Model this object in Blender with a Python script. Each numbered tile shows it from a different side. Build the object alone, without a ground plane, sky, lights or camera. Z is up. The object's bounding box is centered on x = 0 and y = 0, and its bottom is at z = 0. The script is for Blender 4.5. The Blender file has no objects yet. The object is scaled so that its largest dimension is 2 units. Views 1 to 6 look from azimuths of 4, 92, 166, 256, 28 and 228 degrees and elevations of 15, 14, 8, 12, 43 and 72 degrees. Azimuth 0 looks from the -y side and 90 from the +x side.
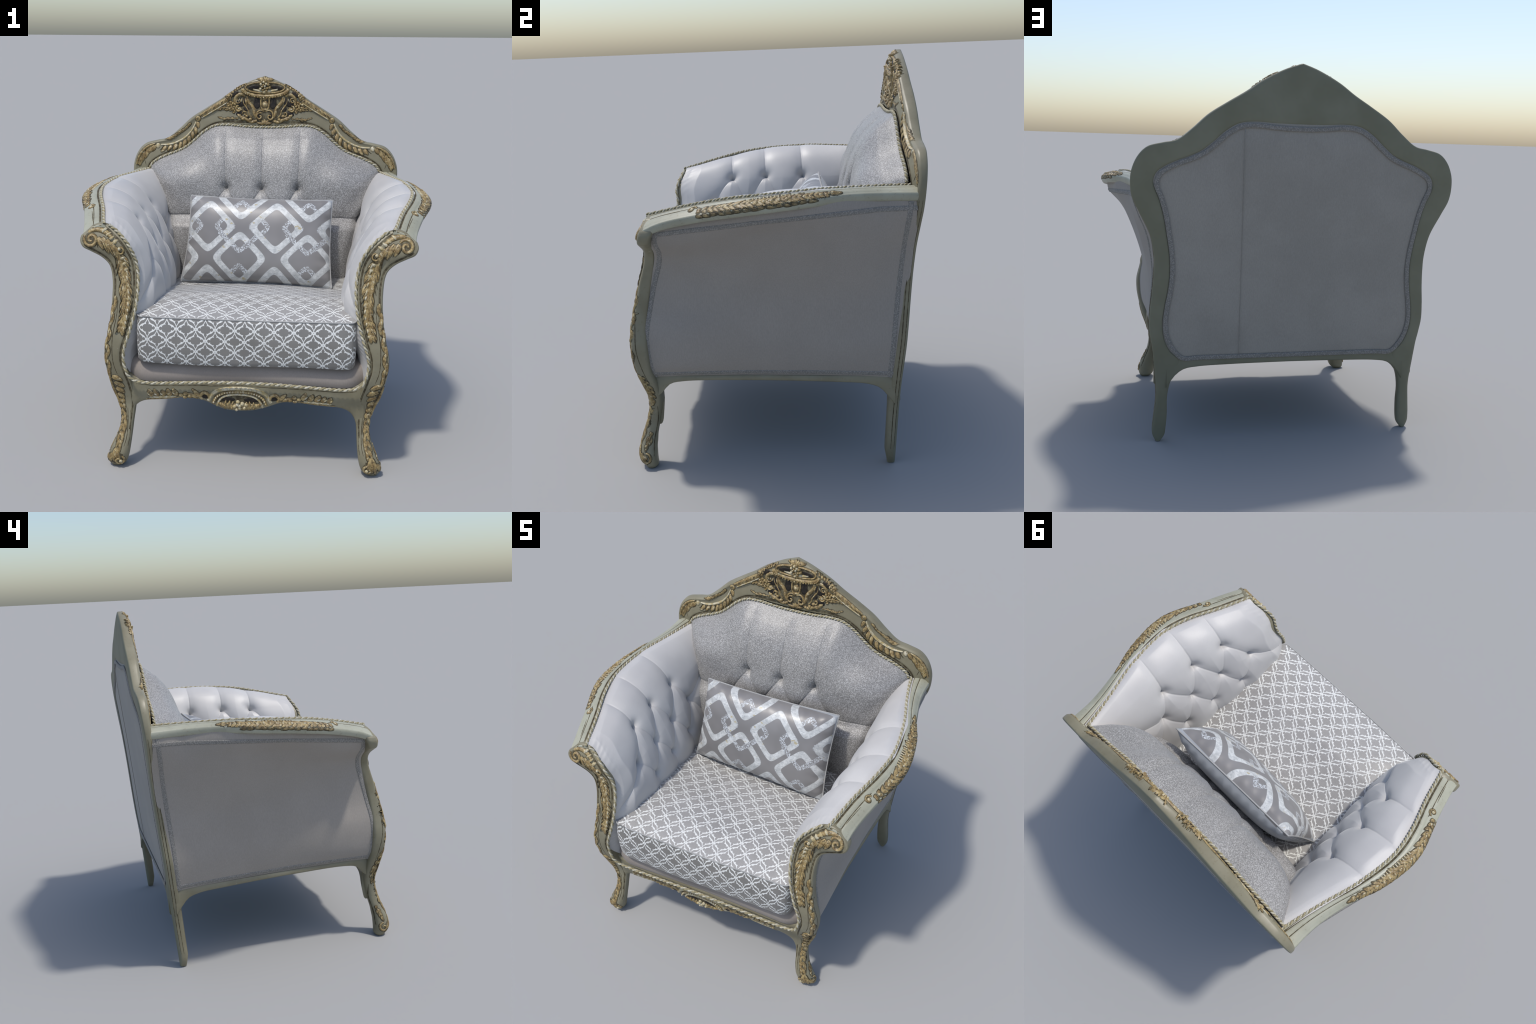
import bpy, math, random
import numpy as np
from mathutils import Vector, Matrix
from mathutils.bvhtree import BVHTree

random.seed(7)
rng = np.random.default_rng(7)

# =====================================================================
#  helpers
# =====================================================================
def spline(pts, n, alpha=0.5, even=True):
    """Centripetal Catmull-Rom curve through the points, n samples."""
    P = np.array(pts, float)
    d = np.maximum(np.linalg.norm(np.diff(P, axis=0), axis=1), 1e-6) ** alpha
    t = np.concatenate([[0], np.cumsum(d)])
    m = np.zeros_like(P)
    for i in range(len(P)):
        if i == 0:
            m[i] = (P[1] - P[0]) / (t[1] - t[0])
        elif i == len(P) - 1:
            m[i] = (P[-1] - P[-2]) / (t[-1] - t[-2])
        else:
            a = (P[i] - P[i - 1]) / (t[i] - t[i - 1]); b = (P[i + 1] - P[i]) / (t[i + 1] - t[i])
            w = (t[i] - t[i - 1]) / (t[i + 1] - t[i - 1])
            m[i] = a * (1 - w) + b * w

    def ev(q):
        q = np.clip(q, 0, t[-1]); k = np.clip(np.searchsorted(t, q, 'right') - 1, 0, len(P) - 2)
        h = (t[k + 1] - t[k]); s = ((q - t[k]) / h)[:, None]; h = h[:, None]
        return ((2 * s**3 - 3 * s**2 + 1) * P[k] + (s**3 - 2 * s**2 + s) * h * m[k]
                + (-2 * s**3 + 3 * s**2) * P[k + 1] + (s**3 - s**2) * h * m[k + 1])
    if not even:
        return ev(np.linspace(0, t[-1], n))
    q = np.linspace(0, t[-1], max(400, n * 4)); C = ev(q)
    L = np.concatenate([[0], np.cumsum(np.linalg.norm(np.diff(C, axis=0), axis=1))])
    return ev(np.interp(np.linspace(0, L[-1], n), L, q))


def smooth_interp(x, xs, ys):
    """Monotone-ish smooth curve y(x) through control values."""
    c = spline(np.stack([np.array(xs, float), np.array(ys, float)], 1), 600, even=False)
    o = np.argsort(c[:, 0], kind='stable')
    return np.interp(x, c[o, 0], c[o, 1])


ROOT = {}


def make(name, verts, faces, mats, parent=None, smooth=True, mat_ids=None, angle=None):
    me = bpy.data.meshes.new(name)
    me.from_pydata([tuple(map(float, v)) for v in verts], [], [tuple(map(int, f)) for f in faces])
    if not isinstance(mats, (list, tuple)):
        mats = [mats]
    for m in mats:
        me.materials.append(m)
    if mat_ids is not None:
        me.polygons.foreach_set('material_index', np.array(mat_ids, np.int32))
    me.polygons.foreach_set('use_smooth', [smooth] * len(me.polygons))
    me.validate(); me.update()
    if angle is not None:
        me.set_sharp_from_angle(angle=math.radians(angle))
    ob = bpy.data.objects.new(name, me)
    bpy.context.scene.collection.objects.link(ob)
    if parent is not None:
        ob.parent = parent
    return ob


def grid_faces(nu, nv, close_v=False, off=0):
    """Faces of a grid of nu rows by nv columns."""
    i = np.arange(nu - 1)[:, None]; jn = nv if close_v else nv - 1
    j = np.arange(jn)[None, :]; j2 = (j + 1) % nv
    a = off + i * nv + j; b = off + i * nv + j2; c = off + (i + 1) * nv + j2; d = off + (i + 1) * nv + j
    return np.stack([a, b, c, d], -1).reshape(-1, 4)


def loft(name, rings, mats, parent=None, caps=True, mat_of=None, angle=None, flip=False):
    R = np.array(rings); nu, nv = R.shape[:2]
    V = R.reshape(-1, 3); F = [tuple(f) for f in grid_faces(nu, nv, True)]
    ids = None
    if mat_of is not None:
        ids = [mat_of(k // nv, k % nv) for k in range(len(F))]
    if caps:
        F.append(tuple(range(nv - 1, -1, -1))); F.append(tuple((nu - 1) * nv + np.arange(nv)))
        if ids is not None:
            ids += [0, 0]
    if flip:
        F = [tuple(f[::-1]) for f in F]
    return make(name, V, F, mats, parent, True, ids, angle)


def sheet(name, G, mats, parent=None, flip=False, mat_ids=None, angle=None):
    G = np.array(G); nu, nv = G.shape[:2]
    F = grid_faces(nu, nv)
    if flip:
        F = F[:, ::-1]
    return make(name, G.reshape(-1, 3), F, mats, parent, True, mat_ids, angle)


def normals_of(G):
    du = np.gradient(G, axis=0); dv = np.gradient(G, axis=1)
    n = np.cross(du, dv); n /= np.maximum(np.linalg.norm(n, axis=-1, keepdims=True), 1e-9)
    return n


def frames(C, up):
    T = np.gradient(C, axis=0); T /= np.linalg.norm(T, axis=1, keepdims=True)
    U = np.broadcast_to(np.array(up, float), C.shape)
    S = np.cross(T, U); S /= np.maximum(np.linalg.norm(S, axis=1, keepdims=True), 1e-9)
    W = np.cross(S, T)
    return T, S, W


def rope(name, path, r, mats, parent, pitch=0.05, step=0.003, up=(0, 0, 1)):
    """A cord of two strands twisted round each other along a path."""
    P = np.array(path); L = np.sum(np.linalg.norm(np.diff(P, axis=0), axis=1))
    n = max(8, int(L / step)); C = spline(P, n)
    T, S, W = frames(C, up)
    th = np.linspace(0, 2 * np.pi, 9, endpoint=False); s = np.linspace(0, L, n)
    V = []; F = []; ids = []
    for k in (0, 1):
        a = 2 * np.pi * s / pitch + k * np.pi
        D = np.cos(a)[:, None] * S + np.sin(a)[:, None] * W
        Q = C + D * r * .42
        R = Q[:, None] + .62 * r * (np.cos(th)[None, :, None] * S[:, None] + np.sin(th)[None, :, None] * W[:, None])
        f = grid_faces(n, 9, True, len(V)); V += list(R.reshape(-1, 3)); F += list(f); ids += [k] * len(f)
    return make(name, V, F, mats, parent, True, ids)


def gimp(name, path, normal, width, mat, parent, h=0.004, seg=0.004):
    """Flat woven trim: a band with little lobed edges and a quilted face."""
    P = np.array(path); Nn = np.array(normal)
    L = np.sum(np.linalg.norm(np.diff(P, axis=0), axis=1)); n = max(8, int(L / seg))
    C = spline(P, n)
    if Nn.ndim == 1:
        Nn = np.broadcast_to(Nn, C.shape)
    else:
        d0 = np.concatenate([[0], np.cumsum(np.linalg.norm(np.diff(P, axis=0), axis=1))]); d1 = np.linspace(0, d0[-1], n)
        Nn = np.stack([np.interp(d1, d0, Nn[:, k]) for k in range(3)], 1); Nn /= np.linalg.norm(Nn, axis=1, keepdims=True)
    T = np.gradient(C, axis=0); T /= np.linalg.norm(T, axis=1, keepdims=True)
    S = np.cross(T, Nn); S /= np.linalg.norm(S, axis=1, keepdims=True)
    s = np.linspace(0, L, n)
    cols = []
    for k, q in enumerate(np.linspace(-1, 1, 9)):
        w = width * 0.5 * (1 + 0.06 * np.sin(s * 2 * np.pi / 0.016)) * q
        hh = h * (1 - q**6) * (0.65 + 0.35 * np.abs(np.sin(s * np.pi / 0.011 + k * 1.3)))
        cols.append(C + S * w[:, None] + Nn * hh[:, None])
    return sheet(name, np.stack(cols, 1), mat, parent)


# =====================================================================
#  materials
# =====================================================================
class E:
    """Small algebra on shader sockets."""
    tree = None

    def __init__(self, s): self.s = s

    @staticmethod
    def op(kind, *a):
        n = E.tree.nodes.new('ShaderNodeMath'); n.operation = kind
        for i, x in enumerate(a):
            if isinstance(x, E): E.tree.links.new(x.s, n.inputs[i])
            else: n.inputs[i].default_value = float(x)
        return E(n.outputs[0])
    def __add__(a, b): return E.op('ADD', a, b)
    __radd__ = __add__
    def __sub__(a, b): return E.op('SUBTRACT', a, b)
    def __rsub__(a, b): return E.op('SUBTRACT', b, a)
    def __mul__(a, b): return E.op('MULTIPLY', a, b)
    __rmul__ = __mul__
    def __truediv__(a, b): return E.op('DIVIDE', a, b)
    def abs(a): return E.op('ABSOLUTE', a)
    def fract(a): return E.op('FRACT', a)
    def lt(a, b): return E.op('LESS_THAN', a, b)
    def gt(a, b): return E.op('GREATER_THAN', a, b)
    def pow(a, b): return E.op('POWER', a, b)
    def sin(a): return E.op('SINE', a)
    def min(a, b): return E.op('MINIMUM', a, b)
    def max(a, b): return E.op('MAXIMUM', a, b)
    def step(a, lo, hi):
        """Smooth 0..1 ramp between lo and hi."""
        n = E.tree.nodes.new('ShaderNodeMapRange'); n.interpolation_type = 'SMOOTHSTEP'
        E.tree.links.new(a.s, n.inputs[0]); n.inputs[1].default_value = lo; n.inputs[2].default_value = hi
        return E(n.outputs[0])


def srgb(r, g, b):
    f = lambda c: (c / 255 / 12.92) if c / 255 <= .04045 else ((c / 255 + .055) / 1.055) ** 2.4
    return (f(r), f(g), f(b), 1)


class Mat:
    def __init__(self, name, rough=0.6, spec=0.4, sheen=0.0, metallic=0.0):
        self.m = bpy.data.materials.new(name); self.m.use_nodes = True
        self.t = self.m.node_tree; E.tree = self.t
        self.b = self.t.nodes['Principled BSDF']
        self.b.inputs['Roughness'].default_value = rough
        self.b.inputs['Specular IOR Level'].default_value = spec
        self.b.inputs['Metallic'].default_value = metallic
        if sheen:
            self.b.inputs['Sheen Weight'].default_value = sheen
            self.b.inputs['Sheen Roughness'].default_value = 0.35
        tc = self.t.nodes.new('ShaderNodeTexCoord'); self.obj = tc.outputs['Object']
        sx = self.t.nodes.new('ShaderNodeSeparateXYZ'); self.t.links.new(self.obj, sx.inputs[0])
        self.x, self.y, self.z = (E(o) for o in sx.outputs)

    def noise(self, scale, detail=3, rough=0.55, dist=0.0, stretch=None):
        n = self.t.nodes.new('ShaderNodeTexNoise'); n.inputs['Scale'].default_value = scale
        n.inputs['Detail'].default_value = detail; n.inputs['Roughness'].default_value = rough
        n.inputs['Distortion'].default_value = dist
        src = self.obj
        if stretch:
            mp = self.t.nodes.new('ShaderNodeMapping'); mp.inputs['Scale'].default_value = stretch
            self.t.links.new(src, mp.inputs[0]); src = mp.outputs[0]
        self.t.links.new(src, n.inputs['Vector'])
        return E(n.outputs['Fac'])

    def voronoi(self, scale, feature='F1', out='Distance'):
        n = self.t.nodes.new('ShaderNodeTexVoronoi'); n.feature = feature; n.inputs['Scale'].default_value = scale
        self.t.links.new(self.obj, n.inputs['Vector'])
        return E(n.outputs[out])

    def mix(self, fac, a, b):
        n = self.t.nodes.new('ShaderNodeMix'); n.data_type = 'RGBA'
        for s, v in ((n.inputs[0], fac), (n.inputs[6], a), (n.inputs[7], b)):
            if isinstance(v, E): self.t.links.new(v.s, s)
            elif hasattr(v, 'is_linked'): self.t.links.new(v, s)
            else: s.default_value = v
        return n.outputs[2]

    def color(self, s):
        if hasattr(s, 'is_linked'): self.t.links.new(s, self.b.inputs['Base Color'])
        else: self.b.inputs['Base Color'].default_value = s

    def rough(self, e): self.t.links.new(e.s, self.b.inputs['Roughness'])

    def bump(self, e, dist=0.002, strength=0.5):
        n = self.t.nodes.new('ShaderNodeBump'); n.inputs['Distance'].default_value = dist
        n.inputs['Strength'].default_value = strength
        self.t.links.new(e.s, n.inputs['Height']); self.t.links.new(n.outputs[0], self.b.inputs['Normal'])


def paint_material(name, base):
    m = Mat(name, rough=0.42, spec=0.45)
    n1 = m.noise(5, 4); n2 = m.noise(60, 4, 0.7); n3 = m.noise(26, 5, 0.7, 0.6)
    c = m.mix(n1.step(.35, .65), base[0], base[1])
    c = m.mix(n2.step(.56, .74) * 0.45, c, srgb(104, 94, 66))
    c = m.mix(n3.step(.66, .75) * 0.4, c, srgb(184, 184, 168))
    m.color(c); m.bump(n2, 0.001, 0.35)
    return m.m


def back_paint_material():
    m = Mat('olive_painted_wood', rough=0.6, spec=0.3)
    n1 = m.noise(4, 4); n2 = m.noise(70, 4, 0.7)
    c = m.mix(n1.step(.3, .7), srgb(116, 115, 96), srgb(126, 125, 107))
    c = m.mix(n2.step(.6, .75) * 0.3, c, srgb(104, 102, 86))
    m.color(c); m.bump(n2, 0.001, 0.3)
    return m.m


def glaze_material():
    m = Mat('dark_antique_glaze', rough=0.6, spec=0.25)
    n1 = m.noise(40, 4, 0.7)
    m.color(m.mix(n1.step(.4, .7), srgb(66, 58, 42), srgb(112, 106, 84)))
    return m.m


def hollow_shade_material():  # near-black colour standing in for the shade inside openings
    m = Mat('painted_hollow_shade', rough=0.6, spec=0.3)
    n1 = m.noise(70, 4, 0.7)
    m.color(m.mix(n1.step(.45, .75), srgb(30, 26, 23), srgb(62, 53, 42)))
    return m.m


def gold_material():
    m = Mat('worn_gilding', rough=0.38, spec=0.5)
    n1 = m.noise(34, 5, 0.75); n2 = m.noise(75, 5, 0.8, 0.5); n3 = m.noise(60, 3, 0.6, 0.4); n4 = m.noise(130, 3, 0.7, stretch=(1, 1, .35))
    c = m.mix(n1.step(.38, .62), srgb(126, 104, 64), srgb(166, 146, 100))
    c = m.mix(n2.step(.50, .62) * 0.85, c, srgb(64, 48, 26))
    c = m.mix(n4.step(.58, .70) * 0.6, c, srgb(84, 66, 36))
    c = m.mix(n3.step(.56, .68) * 0.7, c, srgb(190, 180, 148))
    m.color(c); m.bump(n2, 0.002, 0.6)
    m.rough(n1 * 0.3 + 0.25)
    return m.m


def cream_gold_material():
    m = Mat('cream_gilding', rough=0.4, spec=0.5)
    n1 = m.noise(35, 5, 0.7); n2 = m.noise(80, 5, 0.8, 0.4)
    c = m.mix(n1.step(.35, .65), srgb(166, 148, 100), srgb(192, 186, 164))
    c = m.mix(n2.step(.52, .66) * 0.75, c, srgb(88, 70, 40))
    m.color(c); m.bump(n2, 0.0015, 0.5)
    return m.m


def cord_material(name, a, b):
    m = Mat(name, rough=0.7, spec=0.25, sheen=0.2)
    n2 = m.noise(120, 3, 0.7); n1 = m.noise(24, 3)
    c = m.mix(n2.step(.35, .65), a, b)
    c = m.mix(n1.step(.55, .75) * 0.3, c, srgb(150, 136, 92))
    m.color(c)
    return m.m


def gimp_material():
    m = Mat('grey_woven_trim', rough=0.8, spec=0.2, sheen=0.2)
    v = m.voronoi(160); n2 = m.noise(90, 3, 0.7)
    c = m.mix(v.step(.2, .6), srgb(152, 148, 142), srgb(126, 123, 118))
    c = m.mix(n2.step(.55, .72) * .5, c, srgb(104, 101, 94))
    m.color(c); m.bump(v, 0.002, 0.6)
    return m.m


def silk_material():
    m = Mat('silver_silk', rough=0.46, spec=0.5, sheen=0.25)
    n1 = m.noise(3.0, 3); n2 = m.noise(420, 2, 0.6, stretch=(1, 0.35, 1))
    c = m.mix(n1.step(.3, .7), srgb(180, 178, 176), srgb(190, 188, 185))
    c = m.mix(n2.step(.4, .7) * 0.25, c, srgb(174, 171, 169))
    m.color(c); m.bump(n2, 0.0006, 0.25)
    return m.m


def linen_material(name, a, b):
    m = Mat(name, rough=0.8, spec=0.2, sheen=0.15)
    n1 = m.noise(3.5, 4); n2 = m.noise(260, 3, 0.7); n3 = m.noise(380, 2, 0.5, stretch=(1, 1, .15))
    c = m.mix(n1.step(.3, .7), a, b)
    c = m.mix((n2 * 0.5 + n3 * 0.5).step(.35, .65) * 0.22, c, srgb(104, 101, 97))
    m.color(c); m.bump(n2, 0.0008, 0.35)
    return m.m


def velvet_material():
    m = Mat('silver_boucle', rough=0.44, spec=0.65, sheen=0.3)
    n1 = m.noise(170, 3, 0.75); n2 = m.noise(4, 3); n3 = m.noise(330, 2, 0.6)
    c = m.mix(n2.step(.3, .7), srgb(114, 112, 109), srgb(124, 122, 119))
    c = m.mix(n1.step(.42, .66), c, srgb(176, 174, 171))
    c = m.mix(n3.step(.56, .74) * 0.5, c, srgb(88, 86, 83))
    m.color(c); m.bump(n1, 0.002, 0.5)
    return m.m


def lattice(m, a, b, Px, Py):
    """Ogee lattice of barbed quatrefoils; returns the mask of the pale yarn."""
    def cell(sa, sb):
        return ((a / Px + sa).fract() - 0.5, (b / Py + sb).fract() - 0.5)
    res = None
    for sh in (0.0, 0.5):
        p, q = cell(sh, sh); p = p.abs(); q = q.abs()
        g = p + 0.056 * (p * (4 * math.pi)).sin()
        mm = g + q; e = p - q
        inside = mm.lt(0.5)
        # outline of the medallion with barbs; the grey S-band lies outside it
        barb1 = E.op('EXPONENT', ((e + 0.10) / 0.034).pow(2) * -1) * 0.09
        barb2 = E.op('EXPONENT', ((e - 0.19) / 0.04).pow(2) * -1) * 0.06
        lo = 0.362 - barb1 - barb2
        line = (mm - lo).step(-0.012, 0.012) * (1 - mm.step(0.418, 0.438))
        knot = e.step(0.365, 0.39) * mm.gt(0.33)
        stub = p.lt(0.022) * mm.gt(0.40)
        knot = knot.max(stub) * (1 - (p - 0.5).abs().lt(0.02) * q.lt(0.02))
        w = line.max(knot) * inside
        res = w if res is None else res.max(w)
    return res


def brocade_material(name, top):
    m = Mat(name, rough=0.40, spec=0.6, sheen=0.25)
    if top:
        a, b = m.x, m.y
    else:
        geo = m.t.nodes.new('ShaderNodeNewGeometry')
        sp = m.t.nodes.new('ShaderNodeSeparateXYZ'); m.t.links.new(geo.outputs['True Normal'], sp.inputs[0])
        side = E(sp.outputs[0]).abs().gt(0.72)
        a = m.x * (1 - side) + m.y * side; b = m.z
    n0 = m.noise(14, 2)
    w = lattice(m, a + n0 * 0.004, b + n0 * 0.004, 0.100, 0.114)
    n2 = m.noise(300, 2, 0.6); n1 = m.noise(6, 2)
    grey = m.mix(n1.step(.3, .7), srgb(144, 142, 139), srgb(155, 153, 150)) if top else m.mix(n1.step(.3, .7), srgb(112, 110, 106), srgb(122, 120, 116))  # same cloth: top grey painted lighter as if lit, border darker as shaded
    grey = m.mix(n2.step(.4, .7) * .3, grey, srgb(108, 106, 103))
    pale = m.mix(n2.step(.4, .65), srgb(202, 203, 200), srgb(224, 225, 222))
    m.color(m.mix(w, grey, pale)); m.bump(w, 0.0012, 0.4)
    return m.m


def pillow_material():
    m = Mat('chain_brocade', rough=0.38, spec=0.5, sheen=0.2)
    P, Q = 0.40, 0.385
    def box(p, q, k=7):
        s = ((p + q) * 0.7071).abs(); t = ((p - q) * 0.7071).abs()
        return (s.pow(k) + t.pow(k)).pow(1 / k)
    def cell(ox, oy):
        return (((m.x - ox) / P + 0.5).fract() - 0.5) * P, (((m.y - oy) / Q + 0.5).fract() - 0.5) * Q
    speck = m.noise(130, 3, 0.8).step(.47, .56)
    white = None; gl = None
    for (ox, oy, horiz) in ((0.110, 0.066, True), (-0.100, -0.122, False)):
        p, q = cell(ox, oy)
        d = box(p, q)
        ring = (d - 0.086).step(-.002, .002) * (1 - (d - 0.120).step(-.002, .002))
        # a speckled tie crosses one side of every ring
        if horiz: al, ac = (p - q) * 0.7071, (p + q) * 0.7071
        else: al, ac = (p + q) * 0.7071, (q - p) * 0.7071
        tie = (ac - 0.022).abs().lt(0.014) * al.gt(0.07) * al.lt(0.165)
        ring = ring * (1 - tie)
        if horiz:
            c1, c2 = (p.abs() - 0.098), q
        else:
            c1, c2 = p, (q.abs() - 0.092)
        d2 = box(c1, c2, 4)
        link = (d2 - 0.026).step(-.002, .002) * (1 - (d2 - 0.052).step(-.002, .002)) * (1 - (d - 0.150).step(-.002, .002))
        link = (link - ring).max(0).max(tie) * speck
        white = ring if white is None else white.max(ring)
        gl = link if gl is None else gl.max(link)
    n1 = m.noise(26, 4, 0.7); n2 = m.noise(60, 3, 0.7, stretch=(1, 2.2, 1)); n3 = m.noise(5, 2)
    n4 = m.noise(22, 3, 0.6, stretch=(1, 1.6, 1))
    grey = m.mix(n3.step(.3, .7), srgb(116, 114, 113), srgb(128, 126, 125))
    pale = m.mix(n1.step(.35, .65), srgb(172, 174, 173), srgb(202, 204, 203))
    pale = m.mix(n2.step(.52, .64) * .6, pale, srgb(146, 150, 154))
    pale = m.mix(n4.step(.64, .68) * .75, pale, srgb(164, 150, 108))
    front = m.z.gt(0.0)
    c = m.mix(white * front, grey, pale)
    c = m.mix(gl * front, c, srgb(196, 201, 205))
    c = m.mix(front, srgb(150, 154, 158), c)
    m.color(c); m.bump(white + gl, 0.001, 0.35)
    return m.m


PAINT = paint_material('sage_paint_shaded', (srgb(118, 112, 90), srgb(130, 125, 104))); RAILPAINT = paint_material('sage_paint_lit', (srgb(150, 149, 131), srgb(163, 163, 146))); BACKPAINT = back_paint_material(); GLAZE = glaze_material(); HOLLOW_SHADE = hollow_shade_material()  # one frame paint twice: arm rail coloured as sunlit, the rest as shaded
GOLD = gold_material(); CREAM = cream_gold_material(); CORD = [cord_material('pale_cord', srgb(158, 152, 130), srgb(190, 186, 170)), cord_material('straw_cord', srgb(130, 121, 92), srgb(160, 151, 122))]; GIMP = gimp_material()
SILK = silk_material(); VELVET = velvet_material()
LINEN = linen_material('grey_linen', srgb(154, 147, 139), srgb(158, 151, 143))
BACKLINEN = linen_material('slate_linen', srgb(152, 147, 139), srgb(160, 155, 147))
DECK = linen_material('taupe_linen', srgb(140, 132, 125), srgb(150, 142, 135))
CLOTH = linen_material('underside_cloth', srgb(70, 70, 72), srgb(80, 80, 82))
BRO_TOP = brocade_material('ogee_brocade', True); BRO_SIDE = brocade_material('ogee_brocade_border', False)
PILLOW = pillow_material()

chair = bpy.data.objects.new('armchair', None)
bpy.context.scene.collection.objects.link(chair)
chair['label'] = 'carved gilded armchair with tufted silver grey upholstery'
chair['category'] = 'armchair'

# =====================================================================
#  key curves (metres; front is -y, s=+1 is the +x side)
# =====================================================================
FZ = [-.05, 0, .03, .08, .143, .231, .353, .45, .527, .63, .73, .81, .957, 1.07, 1.13, 1.195, 1.24, 1.30, 1.40]
FY = [-.67, -.680, -.704, -.714, -.700, -.668, -.645, -.665, -.688, -.700, -.698, -.683, -.648, -.613, -.605, -.612, -.600, -.570, -.560]
def front_y(z): return smooth_interp(z, FZ, FY)

BZ = [0, .07, .38, .78, 1.12, 1.3, 1.5, 1.6, 1.8, 2.0]
BY = [.574, .580, .605, .641, .670, .687, .706, .713, .715, .708]
def back_y(z): return np.interp(z, BZ, BY)

# arm rail: inner edge (cord) and outer edge
RAIL_IN = [(.735, -.568, 1.306), (.750, -.52, 1.317), (.790, -.37, 1.352), (.850, -.186, 1.388), (.876, -.015, 1.404),
           (.846, .228, 1.415), (.796, .412, 1.411), (.752, .600, 1.405), (.742, .655, 1.402)]
RAIL_OUT = [(.842, -.582, 1.256), (.856, -.50, 1.292), (.898, -.345, 1.330), (.970, -.105, 1.370), (.950, .120, 1.388),
            (.880, .345, 1.398), (.848, .520, 1.394), (.846, .670, 1.390)]

# front post, foot to scroll: inner (x,z), outer (x,z), depth
POST = [((.640, .000), (.700, .000), .050), ((.618, .020), (.710, .018), .075), ((.602, .060), (.713, .060), .088),
        ((.592, .110), (.695, .105), .086), ((.586, .170), (.668, .170), .074), ((.582, .240), (.652, .240), .064),
        ((.576, .310), (.656, .310), .062), ((.572, .370), (.674, .375), .066), ((.590, .450), (.700, .445), .074),
        ((.616, .535), (.722, .530), .080), ((.634, .605), (.733, .600), .084), ((.630, .675), (.733, .670), .084),
        ((.602, .765), (.714, .755), .080), ((.574, .870), (.699, .850), .074), ((.560, .975), (.692, .940), .070),
        ((.562, 1.065), (.693, 1.025), .066), ((.580, 1.150), (.711, 1.098), .064), ((.612, 1.215), (.752, 1.140), .064),
        ((.660, 1.265), (.806, 1.170), .066), ((.715, 1.305), (.846, 1.192), .068), ((.766, 1.310), (.860, 1.226), .068),
        ((.796, 1.301), (.854, 1.250), .060)]

# back frame, foot to peak: outer (x,z), inner (x,z)
BACK = [((.712, .000), (.686, .000)), ((.728, .035), (.664, .030)), ((.730, .075), (.657, .075)), ((.722, .160), (.652, .160)), ((.714, .250), (.652, .250)),
        ((.718, .330), (.634, .335)), ((.724, .390), (.606, .385)), ((.730, .455), (.590, .452)), ((.736, .515), (.640, .500)),
        ((.746, .575), (.672, .565)), ((.755, .645), (.684, .645)), ((.751, .735), (.676, .735)), ((.741, .830), (.660, .830)),
        ((.735, .925), (.652, .930)), ((.736, 1.010), (.657, 1.020)), ((.757, 1.120), (.672, 1.120)),
        ((.812, 1.235), (.692, 1.230)), ((.848, 1.310), (.715, 1.310)), ((.858, 1.380), (.742, 1.385)), ((.852, 1.445), (.728, 1.432)),
        ((.824, 1.512), (.690, 1.462)), ((.775, 1.562), (.628, 1.492)), ((.700, 1.584), (.562, 1.517)), ((.630, 1.600), (.505, 1.545)),
        ((.552, 1.660), (.445, 1.592)), ((.475, 1.730), (.385, 1.645)), ((.375, 1.795), (.315, 1.684)), ((.285, 1.850), (.235, 1.692)),
        ((.195, 1.912), (.135, 1.684)), ((.085, 1.968), (.060, 1.680)), ((.000, 1.998), (.000, 1.680))]

# =====================================================================
#  front posts with legs
# =====================================================================
def leg(z): return float(np.interp(z, [0, .12, .35, .5], [1, 1, .6, 0]))

def post_rings(s):
    n = 190
    A = np.array([(i[0], i[1], o[0], o[1], d) for i, o, d in POST])
    C = spline(A, n)
    m = 44
    rings = []
    for k, (ix, iz, ox, oz, dp) in enumerate(C):
        zc = .5 * (iz + oz)
        ring = []
        hw = .5 * math.hypot(ox - ix, oz - iz)
        panel = np.interp(zc, [.36, .50, 1.1, 1.2], [.35, 1, 1, .8])
        for j in range(m):
            th = 2 * math.pi * j / m
            ex = 2 / np.interp(zc, [0.05, .35, .55], [2.3, 2.9, 4.2])
            cs, sn = math.cos(th), math.sin(th)
            u = math.copysign(abs(cs) ** ex, cs); w = math.copysign(abs(sn) ** ex, sn)   # u across, w>0 front
            x = ix + (ox - ix) * (u + 1) / 2; z = iz + (oz - iz) * (u + 1) / 2
            yf = float(FRONTC(z)); depth = dp
            y = yf + depth * .5 - w * depth * .5
            if w > .6:
                a = abs(u)
                gr = math.exp(-((a - .74) / .055) ** 2) * .0055 + (0.0035 if a < .66 else 0) * (1 - abs(u))
                y += gr * panel * min(1, hw / .05)
            ring.append((s * x - (.024 if s < 0 else -.004) * leg(z), y + (-.003 if s < 0 else .006) * leg(z), z))
        rings.append(ring)
    return np.array(rings)

_zz = np.linspace(-.05, 1.45, 700); _yy = front_y(_zz)
def FRONTC(z): return np.interp(z, _zz, _yy)

posts = []
for s in (1, -1):
    R = post_rings(s)
    def mo(i, j, R=R):
        # two dark glazed grooves run up the front face
        th = 2 * math.pi * (j + .5) / 44
        if math.sin(th) > .35:
            c = abs(math.cos(th)) ** (2 / 4.2)
            if .70 < c < .80 and 30 < i < 180:
                return 1
        return 0
    posts.append(loft('front_leg_and_arm_post', R, [PAINT, GLAZE], chair, mat_of=mo, flip=(s > 0)))

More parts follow.
